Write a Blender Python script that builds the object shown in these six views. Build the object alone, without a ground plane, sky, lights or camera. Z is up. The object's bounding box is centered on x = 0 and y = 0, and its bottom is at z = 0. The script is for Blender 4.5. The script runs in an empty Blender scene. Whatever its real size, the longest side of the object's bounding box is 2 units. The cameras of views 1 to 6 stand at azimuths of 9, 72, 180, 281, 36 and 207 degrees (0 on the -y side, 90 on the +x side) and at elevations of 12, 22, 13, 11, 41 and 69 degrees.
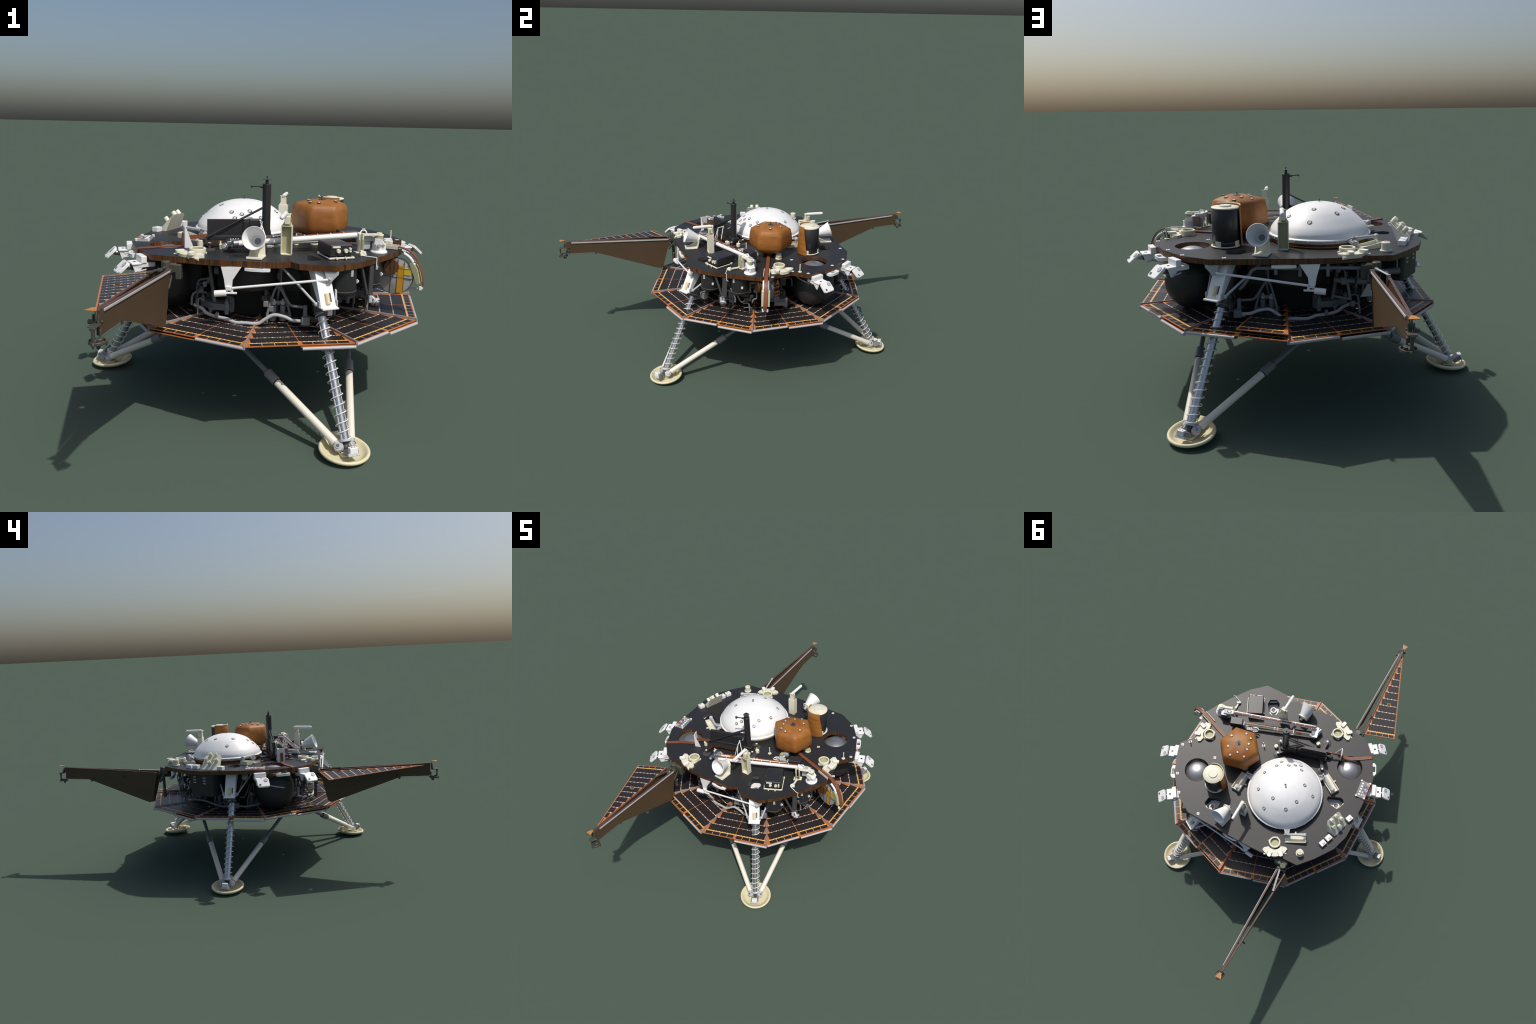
# A three-legged planetary lander: dark deck with instruments, ten-gore solar
# fan below it, two partly folded fan stacks standing out as wings.
import bpy, math, random
from mathutils import Vector as V, Matrix as M
from mathutils.geometry import tessellate_polygon

random.seed(7)
pi, cos, sin, rad = math.pi, math.cos, math.sin, math.radians

# ------------------------------------------------------------------ materials
class Nodes:
    """small helper to write node maths as expressions"""
    def __init__(s, mat):
        mat.use_nodes = True
        s.nt = mat.node_tree
        s.bsdf = s.nt.nodes["Principled BSDF"]
        s.L = s.nt.links
    def m(s, op, a, b=None, c=None):
        n = s.nt.nodes.new("ShaderNodeMath"); n.operation = op
        for i, x in enumerate((a, b, c)):
            if x is None: continue
            if isinstance(x, (int, float)): n.inputs[i].default_value = x
            else: s.L.new(x, n.inputs[i])
        return n.outputs[0]
    def mix(s, f, a, b):
        n = s.nt.nodes.new("ShaderNodeMix"); n.data_type = 'RGBA'
        for sock, x in ((n.inputs[0], f), (n.inputs[6], a), (n.inputs[7], b)):
            if isinstance(x, (int, float)): sock.default_value = x
            elif isinstance(x, tuple): sock.default_value = (*x, 1)
            else: s.L.new(x, sock)
        return n.outputs[2]
    def coords(s, scale=None):
        tc = s.nt.nodes.new("ShaderNodeTexCoord").outputs["Object"]
        if scale is None: return tc
        mp = s.nt.nodes.new("ShaderNodeMapping"); mp.inputs["Scale"].default_value = scale
        s.L.new(tc, mp.inputs[0]); return mp.outputs[0]
    def noise(s, vec, scale=5, detail=3):
        n = s.nt.nodes.new("ShaderNodeTexNoise")
        n.inputs["Scale"].default_value = scale; n.inputs["Detail"].default_value = detail
        s.L.new(vec, n.inputs["Vector"]); return n.outputs["Fac"]
    def bump(s, h, strength=.2, dist=.002):
        n = s.nt.nodes.new("ShaderNodeBump"); n.inputs["Strength"].default_value = strength
        n.inputs["Distance"].default_value = dist
        s.L.new(h, n.inputs["Height"]); s.L.new(n.outputs[0], s.bsdf.inputs["Normal"])

def mat(name, col, rough=.5, metal=0., spec=.5, var=.04, scale=18):
    mt = bpy.data.materials.new(name); n = Nodes(mt)
    b = n.bsdf
    b.inputs["Roughness"].default_value = rough
    b.inputs["Metallic"].default_value = metal
    b.inputs["Specular IOR Level"].default_value = spec
    f = n.noise(n.coords(), scale)
    f = n.m('MULTIPLY_ADD', f, 2., -.5)
    n.L.new(n.mix(f, tuple(c * (1 - var) for c in col), tuple(min(1, c * (1 + var)) for c in col)), b.inputs["Base Color"])
    return mt

WHITE   = mat("white_paint", (.80, .80, .79), .45)
CREAM   = mat("cream_paint", (.71, .69, .55), .5)
OLIVE   = mat("olive_and_cream_shade", (.42, .41, .24), .55)  # olive parts, and cream's shaded tone painted into ring and pillar recesses
PAD     = mat("pad_cream", (.66, .61, .40), .55)
STRUTW  = mat("strut_ivory", (.74, .70, .60), .4)
SILVER  = mat("silver_metal", (.55, .55, .56), .28, 1.0)
STEEL   = mat("steel_metal", (.30, .30, .31), .38, .8)
GREY    = mat("grey_paint", (.20, .205, .215), .5)
LGREY   = mat("light_grey", (.45, .46, .47), .5)
DGREY   = mat("dark_grey", (.055, .055, .057), .5)
DOLIVE  = mat("dark_olive_metal", (.085, .085, .068), .45, .3)
BLACK   = mat("black_blanket", (.012, .012, .0125), .55, spec=.3)
TANK    = mat("tank_charcoal", (.022, .022, .023), .5)
DECKTOP = mat("deck_top", (.020, .020, .0215), .47, spec=.5)
BLACKIN = mat("black_instrument", (.022, .022, .024), .42)
BRASS   = mat("tan_cylinder", (.70, .58, .34), .5)
ORANGE  = mat("orange_foil_edge", (.50, .155, .04), .5)
BELT    = mat("rust_belt", (.20, .062, .026), .5, var=.2)
WINGBR  = mat("wing_brown", (.088, .055, .028), .5, var=.06, scale=8)
RIB     = mat("rib_grey", (.26, .25, .255), .45)
RIM     = mat("rim_bar_grey", (.45, .44, .45), .45)
MAROON  = mat("rail_maroon", (.092, .050, .037), .5, var=.3)
YELLOW  = mat("yellow_tape", (.70, .52, .03), .5)
AMBER   = mat("amber_tape", (.62, .30, .02), .5)
QUILT   = mat("quilt_grey", (.42, .42, .40), .6, var=.25)
DOMEMET = mat("brushed_metal", (.43, .43, .44), .36, .8)
BRASSO  = mat("tip_flag_orange", (.48, .21, .055), .5)
RED     = mat("red_chip", (.55, .05, .03), .5)
GREEN   = mat("green_chip", (.04, .30, .06), .5)
BLUE    = mat("blue_chip", (.03, .07, .40), .5)
PINK    = mat("pink_chip", (.62, .36, .33), .5)

def deck_edge():
    mt = bpy.data.materials.new("deck_edge_foil"); n = Nodes(mt)
    streak = n.noise(n.coords((150, 150, 6)), 1.0, 4)
    broad = n.noise(n.coords((14, 14, 14)), 1.0, 2)
    c = n.mix(n.m('MULTIPLY_ADD', streak, 3.2, -1.1), (.030, .013, .005), (.135, .055, .014))
    c = n.mix(n.m('MULTIPLY_ADD', broad, 3., -1.35), c, (.105, .030, .010))
    n.L.new(c, n.bsdf.inputs["Base Color"]); n.bsdf.inputs["Roughness"].default_value = .4
    n.bump(streak, .4, .002)
    return mt
EDGE = deck_edge()

def foil():
    mt = bpy.data.materials.new("orange_foil"); n = Nodes(mt)
    a = n.noise(n.coords(), 9, 3); b = n.noise(n.coords((1, 1, 3)), 22, 2)
    c = n.mix(n.m('MULTIPLY_ADD', a, 3., -1.), (.25, .088, .018), (.37, .155, .026))
    c = n.mix(n.m('MULTIPLY_ADD', b, 2., -.9), c, (.20, .066, .022))
    n.L.new(c, n.bsdf.inputs["Base Color"]); n.bsdf.inputs["Roughness"].default_value = .5
    n.bsdf.inputs["Specular IOR Level"].default_value = .38
    n.bump(b, .15, .003)
    return mt
FOIL = foil()

def solar(name, uy, pitch, edge, tanA, half, win, dp=.0243, tick=.0385):
    """solar blanket in the gore's own frame: x runs out along the gore, y across it"""
    mt = bpy.data.materials.new(name); n = Nodes(mt); m = n.m
    sx = n.nt.nodes.new("ShaderNodeSeparateXYZ"); n.L.new(n.coords(), sx.inputs[0])
    u, v = sx.outputs[0], sx.outputs[1]
    a = m('ABSOLUTE', v)
    AND = lambda *k: k[0] if len(k) == 1 else m('MULTIPLY', k[0], AND(*k[1:]))
    LT = lambda x, y: m('LESS_THAN', x, y)
    GT = lambda x, y: m('GREATER_THAN', x, y)
    d = m('DIVIDE', m('SUBTRACT', uy, u), pitch)
    k = m('FLOOR', d); f = m('SUBTRACT', d, k)
    ulo = m('SUBTRACT', uy, m('MULTIPLY', m('ADD', k, 1.), pitch))
    lim = m('SUBTRACT', m('MULTIPLY', ulo, tanA), .0015)
    inner = GT(d, 0.)
    cell = AND(inner, LT(a, lim))
    line = m('MULTIPLY', m('MINIMUM', f, m('SUBTRACT', 1., f)), pitch)
    ph = m('SUBTRACT', m('FRACT', m('ADD', m('DIVIDE', v, dp), .5)), .5)
    along = m('MULTIPLY', m('ABSOLUTE', ph), dp)
    dot = LT(m('SQRT', m('ADD', m('MULTIPLY', line, line), m('MULTIPLY', along, along))), .0030)
    dash = AND(LT(line, .0011), GT(m('FRACT', m('DIVIDE', v, dp * .37)), .30))
    seam = LT(m('FRACT', m('DIVIDE', v, .0085)), .10)
    tone = n.noise(n.coords(), 14, 2)
    cellc = n.mix(tone, (.017, .014, .0145), (.026, .0215, .0215))
    cellc = n.mix(seam, cellc, (.045, .034, .031))
    org = n.mix(n.noise(n.coords(), 60, 2), (.40, .115, .028), (.62, .20, .05))
    yel = n.mix(n.noise(n.coords(), 120, 1), (.55, .22, .02), (.85, .55, .10))
    pale = (.78, .64, .54)
    c = n.mix(cell, org, cellc)
    lim_hi = m('SUBTRACT', m('MULTIPLY', m('ADD', u, .004), tanA), .006)
    rowzone = AND(inner, GT(d, .3), LT(a, lim_hi))
    c = n.mix(AND(rowzone, LT(line, .0026), GT(a, lim)), c, yel)
    c = n.mix(AND(rowzone, dash), c, pale)
    c = n.mix(AND(rowzone, dot), c, pale)
    if not half:
        c = n.mix(AND(inner, LT(a, .0014)), c, (.42, .12, .03))
    else:
        c = n.mix(LT(a, .0045), c, (.55, .17, .05))
    # outer band of small cells
    lo, hi = uy + .0035, edge - .0034
    tk = m('FRACT', m('DIVIDE', a, tick))
    band = AND(GT(u, lo), LT(u, hi), LT(a, m('SUBTRACT', m('MULTIPLY', u, tanA), .012)), GT(a, .007))
    c = n.mix(band, c, (.022, .018, .0185))
    c = n.mix(AND(band, LT(tk, .035)), c, pale)
    yline = AND(LT(m('ABSOLUTE', m('SUBTRACT', u, uy)), .0030), LT(a, m('SUBTRACT', m('MULTIPLY', u, tanA), .010)))
    c = n.mix(yline, c, yel)
    spk = AND(LT(m('ABSOLUTE', m('SUBTRACT', u, uy - .002)), .0022), LT(m('FRACT', m('DIVIDE', v, dp * .6)), .28), LT(a, m('SUBTRACT', m('MULTIPLY', u, tanA), .012)))
    c = n.mix(spk, c, pale)
    uw, vw, hu, hv = win
    frame = AND(LT(m('ABSOLUTE', m('SUBTRACT', u, uw)), hu + .0019), LT(m('ABSOLUTE', m('SUBTRACT', a, vw)), hv + .0019))
    c = n.mix(frame, c, (.60, .30, .05))
    n.L.new(c, n.bsdf.inputs["Base Color"])
    n.bsdf.inputs["Roughness"].default_value = .42
    n.bsdf.inputs["Specular IOR Level"].default_value = .5
    return mt

# ------------------------------------------------------------------ mesh tools
def frame(z, x=None):
    """3x3 matrix whose columns are x, y, z axes with the given z axis"""
    z = V(z).normalized()
    ref = V(x) if x is not None else (V((1, 0, 0)) if abs(z.x) < .9 else V((0, 1, 0)))
    y = z.cross(ref).normalized(); xx = y.cross(z).normalized()
    return M((xx, y, z)).transposed()

def spline(pts, n=6):
    p = [V(q) for q in pts]; out = []
    for i in range(len(p) - 1):
        a, b, c, d = p[max(i - 1, 0)], p[i], p[i + 1], p[min(i + 2, len(p) - 1)]
        for j in range(n):
            t = j / n
            out.append(.5 * ((2 * b) + (c - a) * t + (2 * a - 5 * b + 4 * c - d) * t * t + (3 * b - a - 3 * c + d) * t ** 3))
    return out + [p[-1]]

class Part:
    def __init__(s, name, parent=None, angle=38):
        s.name, s.parent, s.angle = name, parent, angle
        s.v, s.f, s.mi, s.mats = [], [], [], []
    def add(s, vs, fs, mt):
        if mt not in s.mats: s.mats.append(mt)
        k, o = s.mats.index(mt), len(s.v)
        s.v += [tuple(x) for x in vs]
        for q in fs: s.f.append([i + o for i in q]); s.mi.append(k)
    def lathe(s, prof, origin, axis, mt, n=28, x=None):
        R = frame(axis, x); o = V(origin); vs, rings = [], []
        for r, h in prof:
            if r < 1e-6:
                rings.append([len(vs)]); vs.append(o + R @ V((0, 0, h)))
            else:
                rings.append(list(range(len(vs), len(vs) + n)))
                vs += [o + R @ V((r * cos(2 * pi * i / n), r * sin(2 * pi * i / n), h)) for i in range(n)]
        fs = []
        for A, B in zip(rings, rings[1:]):
            for i in range(n):
                j = (i + 1) % n
                if len(A) == 1 and len(B) == 1: break
                if len(A) == 1: fs.append([A[0], B[j], B[i]])
                elif len(B) == 1: fs.append([A[i], A[j], B[0]])
                else: fs.append([A[i], A[j], B[j], B[i]])
        s.add(vs, [f[::-1] for f in fs] if prof[0][1] > prof[-1][1] and False else fs, mt)
        return s
    def cyl(s, p0, p1, r, mt, r1=None, n=20, bev=None):
        p0, p1 = V(p0), V(p1); L = (p1 - p0).length; r1 = r if r1 is None else r1
        b = min(.12 * min(r, r1), .2 * L, .0025) if bev is None else bev
        return s.lathe([(0, 0), (r - b, 0), (r, b), (r1, L - b), (r1 - b, L), (0, L)], p0, p1 - p0, mt, n)
    def pipe(s, p0, p1, ro, ri, mt, n=28, inner=None):
        p0, p1 = V(p0), V(p1); L = (p1 - p0).length; b = min(.0012, (ro - ri) * .3)
        s.lathe([(ri, 0), (ro - b, 0), (ro, b), (ro, L - b), (ro - b, L), (ri + b, L), (ri, L - b)], p0, p1 - p0, mt, n)
        return s.lathe([(ri, L - b), (ri, 0)], p0, p1 - p0, inner or mt, n)
    def ball(s, c, r, mt, n=20, sz=1.):
        k = n // 2
        return s.lathe([(r * sin(pi * i / k), -r * sz * cos(pi * i / k)) for i in range(k + 1)], c, (0, 0, 1), mt, n)
    def box(s, c, size, mt, rot=0., R=None, bev=.0015):
        R = R if R is not None else M.Rotation(rot, 3, 'Z'); c = V(c)
        h = [x / 2 for x in size]; b = min(bev, *(x * .45 for x in h)); vs, idx = [], {}
        for sx in (-1, 1):
            for sy in (-1, 1):
                for sz in (-1, 1):
                    sg = (sx, sy, sz)
                    for ax in range(3):
                        idx[sg, ax] = len(vs)
                        vs.append(c + R @ V([sg[i] * (h[i] - (0 if i == ax else b)) for i in range(3)]))
        fs = []
        for ax in range(3):
            o1, o2 = [(1, 2), (2, 0), (0, 1)][ax]
            for sg in (-1, 1):
                q = []
                for a1, a2 in ((-1, -1), (1, -1), (1, 1), (-1, 1)):
                    t = [0, 0, 0]; t[ax], t[o1], t[o2] = sg, a1, a2; q.append(idx[tuple(t), ax])
                fs.append(q if sg > 0 else q[::-1])
            for a1 in (-1, 1):          # edge chamfers running along ax
                for a2 in (-1, 1):
                    t0, t1 = [0, 0, 0], [0, 0, 0]
                    t0[ax], t1[ax] = -1, 1
                    for t in (t0, t1): t[o1], t[o2] = a1, a2
                    q = [idx[tuple(t0), o1], idx[tuple(t0), o2], idx[tuple(t1), o2], idx[tuple(t1), o1]]
                    fs.append(q[::-1] if a1 * a2 > 0 else q)
        for sg in [(x, y, z) for x in (-1, 1) for y in (-1, 1) for z in (-1, 1)]:
            q = [idx[sg, 0], idx[sg, 1], idx[sg, 2]]
            fs.append(q if sg[0] * sg[1] * sg[2] > 0 else q[::-1])
        s.add(vs, fs, mt); return s
    def beam(s, p0, p1, w, h, mt, up=(0, 0, 1), bev=.0012):
        """square bar from p0 to p1; w across, h along up"""
        p0, p1 = V(p0), V(p1); x = (p1 - p0).normalized(); y = V(up).cross(x).normalized(); z = x.cross(y)
        return s.box((p0 + p1) / 2, ((p1 - p0).length, w, h), mt, R=M((x, y, z)).transposed(), bev=bev)
    def tube(s, pts, r, mt, n=10, smooth=5, closed=False, caps=True):
        p = [V(q) for q in pts]
        if smooth: p = spline(p, smooth)
        if closed: p = p[:-1]
        k = len(p); vs, fs, prev = [], [], None
        for i in range(k):
            a = p[i - 1] if (i > 0 or closed) else p[i]; b = p[(i + 1) % k] if (i < k - 1 or closed) else p[i]
            t = (b - a).normalized()
            if prev is None: x = frame(t).col[0]
            else: x = (prev - t * prev.dot(t)).normalized()
            prev = x; y = t.cross(x)
            vs += [p[i] + r * (x * cos(2 * pi * j / n) + y * sin(2 * pi * j / n)) for j in range(n)]
        for i in range(k if closed else k - 1):
            i2 = (i + 1) % k
            for j in range(n):
                j2 = (j + 1) % n
                fs.append([i * n + j, i * n + j2, i2 * n + j2, i2 * n + j])
        if caps and not closed:
            fs += [list(range(n))[::-1], [(k - 1) * n + j for j in range(n)]]
        s.add(vs, fs, mt); return s
    def ring(s, c, R, r, mt, axis=(0, 0, 1), n=36, k=8):
        F = frame(axis); c = V(c)
        pts = [c + F @ V((R * cos(2 * pi * i / n), R * sin(2 * pi * i / n), 0)) for i in range(n + 1)]
        return s.tube(pts, r, mt, n=k, smooth=0, closed=True)
    def plate(s, outer, z0, z1, top, side, bottom=None, holes=(), T=None, hole_side=None):
        """flat sheet with holes; polygons in xy, T places it"""
        T = T or M.Identity(4); loops = [list(outer)] + [list(h) for h in holes]
        def area(l): return sum(a[0] * b[1] - b[0] * a[1] for a, b in zip(l, l[1:] + l[:1]))
        loops = [l if (area(l) > 0) == (i == 0) else l[::-1] for i, l in enumerate(loops)]
        flat = [p for l in loops for p in l]; n = len(flat)
        tri = tessellate_polygon([[V((x, y, 0)) for x, y in l] for l in loops])
        fix = []
        for t in tri:
            A, B, C = (flat[i] for i in t)
            fix.append(t if (B[0] - A[0]) * (C[1] - A[1]) - (C[0] - A[0]) * (B[1] - A[1]) > 0 else t[::-1])
        hi = [T @ V((x, y, z1)) for x, y in flat]; lo = [T @ V((x, y, z0)) for x, y in flat]
        s.add(hi, fix, top); s.add(lo, [t[::-1] for t in fix], bottom or side)
        o = 0
        for q, l in enumerate(loops):
            k = len(l)
            s.add(lo[o:o + k] + hi[o:o + k], [[i, (i + 1) % k, k + (i + 1) % k, k + i] for i in range(k)],
                  side if q == 0 or hole_side is None else (hole_side[q - 1] if isinstance(hole_side, list) else hole_side))
            o += k
        return s
    def slab(s, pts, th, mt, edge=None):
        """planar polygon in space given thickness th to both sides"""
        p = [V(q) for q in pts]; c = sum(p, V()) / len(p); nrm = V()
        for a, b in zip(p, p[1:] + p[:1]): nrm += (a - c).cross(b - c)
        F = frame(nrm, p[1] - p[0]); Fi = F.transposed()
        q = [Fi @ (a - c) for a in p]
        T = M.Translation(c) @ F.to_4x4()
        return s.plate([(a.x, a.y) for a in q], -th / 2, th / 2, mt, edge or mt, mt, T=T)
    def done(s, T=None, parent=None, kind=None):
        me = bpy.data.meshes.new(s.name); me.from_pydata(s.v, [], s.f)
        for mt in s.mats: me.materials.append(mt)
        me.polygons.foreach_set("material_index", s.mi)
        me.polygons.foreach_set("use_smooth", [True] * len(s.f))
        me.validate(); me.update()
        me.set_sharp_from_angle(angle=rad(s.angle))
        ob = bpy.data.objects.new(s.name, me); bpy.context.scene.collection.objects.link(ob)
        par = parent or s.parent
        if par: ob.parent = par
        if T is not None: ob.matrix_basis = T
        if kind: ob["kind"] = kind
        return ob

def copy(ob, T, parent=None):
    c = ob.copy(); bpy.context.scene.collection.objects.link(c)
    c.matrix_basis = T
    if parent: c.parent = parent
    for ch in list(ob.children):
        k = copy(ch, ch.matrix_basis.copy(), c)
    return c

def rz(a, x=0, y=0, z=0): return M.Translation((x, y, z)) @ M.Rotation(a, 4, 'Z')
def circle(cx, cy, r, n=40, a0=0): return [(cx + r * cos(a0 + 2 * pi * i / n), cy + r * sin(a0 + 2 * pi * i / n)) for i in range(n)]
def arc(cx, cy, r, a0, a1, n=12): return [(cx + r * cos(rad(a0 + (a1 - a0) * i / n)), cy + r * sin(rad(a0 + (a1 - a0) * i / n))) for i in range(n + 1)]
def rrect(w, h, r, n=5):
    out = []
    for cx, cy, a in ((w / 2 - r, h / 2 - r, 0), (-w / 2 + r, h / 2 - r, 90), (-w / 2 + r, -h / 2 + r, 180), (w / 2 - r, -h / 2 + r, 270)):
        out += arc(cx, cy, r, a, a + 90, n)
    return out
def mirror(p): return (p[0], -p[1], p[2])

root = bpy.data.objects.new("planetary_lander", None)
bpy.context.scene.collection.objects.link(root)
root["label"] = "three-legged robotic lander with dark deck and solar fan"
root["category"] = "space lander"

DZ, DB = .548, .529          # deck top and underside
BX = .064                    # bus centre x (bus centre y is 0)
FX, FY = .071, -.004                    # solar fan centre x

# ------------------------------------------------------------------ deck
outline = [(.327, -.402), (.396, -.334), (.455, -.245), (.503, -.163), (.536, -.097), (.546, -.062), (.513, -.037), (.503, .048),
           (.5555, .107), (.540, .155), (.493, .258), (.450, .312), (.402, .358), (.322, .403), (.21, .404), (.0, .405),
           (-.088, .401), (-.19, .376), (-.273, .371), (-.333, .300), (-.391, .214), (-.4155, .131), (-.416, .06),
           (-.410, -.08), (-.4045, -.175), (-.398, -.202), (-.339, -.3135), (-.289, -.364), (-.262, -.383), (-.211, -.388),
           (-.096, -.406), (-.03, -.410), (.145, -.398), (.183, -.3765), (.212, -.4035)]
HOLES = [circle(.4005, .1915, .0625), circle(-.268, -.1995, .0645)]
TEARS = [[(-.2413, -.0092), (-.270, -.0235), (-.303, -.0355), (-.316, -.0313), (-.329, -.0159), (-.3143, .0279), (-.2693, .0237), (-.2453, .0087)],
         [(.2138, .2667), (.245, .273), (.2727, .2886), (.2762, .3192), (.259, .3379), (.2253, .3387), (.2071, .3142), (.2065, .29)],
         [(.2735, -.3343), (.2427, -.3518), (.2185, -.3397), (.2004, -.292), (.2024, -.275), (.2263, -.2613), (.2441, -.2672), (.2734, -.3085)]]
deck = Part("deck", root)
deck.plate(outline, DB, DZ, DECKTOP, EDGE, BLACK, holes=HOLES + TEARS, hole_side=[EDGE, EDGE, DGREY, DGREY, DGREY])
deck = deck.done()
for t, (cx, cy) in zip(TEARS, ((-.298, .002), (.240, .312), (.238, -.306))):
    w = Part("deck_well", deck)
    w.plate(t, DB - .030, DB - .027, WHITE, LGREY)
    w.plate([(cx + (x - cx) * 1.06, cy + (y - cy) * 1.06) for x, y in t], DB - .030, DB - .001, BLACK, BLACK,
            holes=[[(cx + (x - cx) * .995, cy + (y - cy) * .995) for x, y in t]])
    w.pipe((cx, cy, DB - .027), (cx, cy, DB - .017), .017, .010, WHITE)
    w.cyl((cx, cy, DB - .027), (cx, cy, DB - .019), .006, GREY)
    w.done()

# square registration marks on the deck
mk = Part("deck_marker", deck)
mk.plate(rrect(.0125, .0125, .0012, 2), 0, .0006, WHITE, WHITE, holes=[rrect(.006, .0024, .0005, 2)])
mk.box((0, .0, .0007), (.0018, .0085, .0004), BLACKIN, bev=.0001)
for i, (x, y) in enumerate([(.538, .110), (.5365, -.064), (.357, .091), (.4765, .256), (.4155, .338), (.274, .385)]):
    T = rz(rad(22), x, y, DZ + .0002)
    m0 = mk.done(T) if i == 0 else copy(m0, T, deck)

# ------------------------------------------------------------------ propellant tanks
def tank(cx, cy):
    t = Part("propellant_tank", root)
    R, zb, zt = .101, .322, .5455
    prof = [(R * sin(rad(a)), zb + R - R * cos(rad(a))) for a in range(0, 91, 6)]
    h = zt - (zb + R) - .018
    t.lathe(prof, (cx, cy, 0), (0, 0, 1), TANK, 48)
    t.lathe([(R, zb + R), (R, zb + R + .006)], (cx, cy, 0), (0, 0, 1), TANK, 48)
    up = [(R * cos(rad(a)), zb + R + .006 + (zt - zb - R - .006) * sin(rad(a))) for a in range(0, 91, 6)]
    t.lathe(up[:9], (cx, cy, 0), (0, 0, 1), TANK, 48); t.lathe(up[8:], (cx, cy, 0), (0, 0, 1), DOMEMET, 48)
    t.ring((cx, cy, zb + R + .04), R * .94, .003, DGREY)
    return t
s = 1
for cx, cy, sg in ((.4035, .1905, 1), (-.2650, -.1955, -1)):
    t = tank(cx, cy)
    # feed line hugging the tank
    a0 = 22 if sg > 0 else 202
    pts = [V((cx, cy, .455)) + V((.105 * cos(rad(a0 + k)), .105 * sin(rad(a0 + k)), -.0004 * k)) for k in range(-95, 16, 10)]
    t.tube(pts, .0033, LGREY, 8, 3)
    t.ball(pts[4], .009, GREY, 12)
    t.done()

# ------------------------------------------------------------------ central body under the deck
body = Part("thermal_enclosure", root)
def hexagon(ap, r=.02):
    out = []
    for k in range(6):
        a = rad(60 * k); R = ap / cos(pi / 6); c = V((R * cos(a), R * sin(a), 0)); p, q = V((cos(a - pi / 3), sin(a - pi / 3), 0)), V((cos(a + pi / 3), sin(a + pi / 3), 0))
        out += [(BX + v.x, v.y) for v in (c.lerp(c + (p * R - c), .10), c * .985, c.lerp(c + (q * R - c), .10))]
    return out
body.plate(hexagon(.250), .420, DB - .001, BLACK, TANK, BLACK)
body.plate(hexagon(.245), .322, .4205, BLACK, BLACK)
body.done()

def vent_box():
    b = Part("electronics_box", root)
    a = V((-.3378, .2206, 0)); c = V((-.4125, .0900, 0)); d = (c - a).normalized(); nrm = V((d.y, -d.x, 0))
    if nrm.x > 0: nrm = -nrm
    L = (c - a).length; w = .12
    ang = math.atan2(d.y, d.x); mid = (a + c) / 2 - nrm * w / 2
    T = rz(ang, mid.x, mid.y)
    b.plate(rrect(L + .004, w, .016), .418, DB - .001, BLACK, TANK, T=T)
    face = (a + c) / 2 + nrm * .0005
    for k in (-.040, .028):
        for z in (.5085, .4945, .4805):
            b.box(face + d * k + V((0, 0, z)), (.019, .004, .0065), LGREY, rot=ang, bev=.001)
    b.tube([(-.30, .262, .520), (-.305, .268, .50), (-.305, .266, .46)], .004, GREY)
    b.cyl((-.255, .275, .468), (-.315, .268, .470), .011, GREY)
    b.done()
vent_box()

# two canisters hanging below the front edge with their clamps
for cx, cy in ((.345, -.312), (.425, -.190)):
    c = Part("hanging_canister", root)
    c.lathe([(0, .437), (.034, .437), (.044, .444), (.0455, .452), (.0455, .528)], (cx, cy, 0), (0, 0, 1), TANK, 36)
    c.ring((cx, cy, .452), .0455, .002, DGREY)
    d = V((.82, -.0 if cx > .4 else .02, 0)).normalized()
    b = V((cx, cy, .481)) + d * .046
    c.box(b, (.008, .010, .013), LGREY); c.box(b + d * .004, (.006, .007, .007), WHITE)
    c.box(V((cx, cy, .515)) + V((.03, -.036, 0)), (.010, .004, .022), LGREY, rot=rad(40))
    c.done()

# ------------------------------------------------------------------ camera strut under the front edge
cs = Part("camera_strut", root)
for p in ((.4043, -.3007, .527), (.4389, -.2496, .527)):
    cs.beam(p, (.4265, -.2735, .428), .010, .008, DGREY, up=(.8, -.5, 0))
cs.beam((.437, -.262, .527), (.437, -.267, .428), .024, .006, DGREY, up=(.85, -.5, 0))
cs.box((.432, -.271, .425), (.024, .020, .020), DGREY, rot=rad(-30))
cs.ball((.4425, -.2694, .418), .011, SILVER, 14)
cs.cyl((.4425, -.2694, .418), (.464, -.283, .402), .011, STEEL)
cs.pipe((.452, -.276, .412), (.458, -.279, .406), .016, .010, LGREY)
cs.box((.437, -.281, .417), (.012, .012, .024), LGREY, rot=rad(30))
cs.done()

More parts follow.
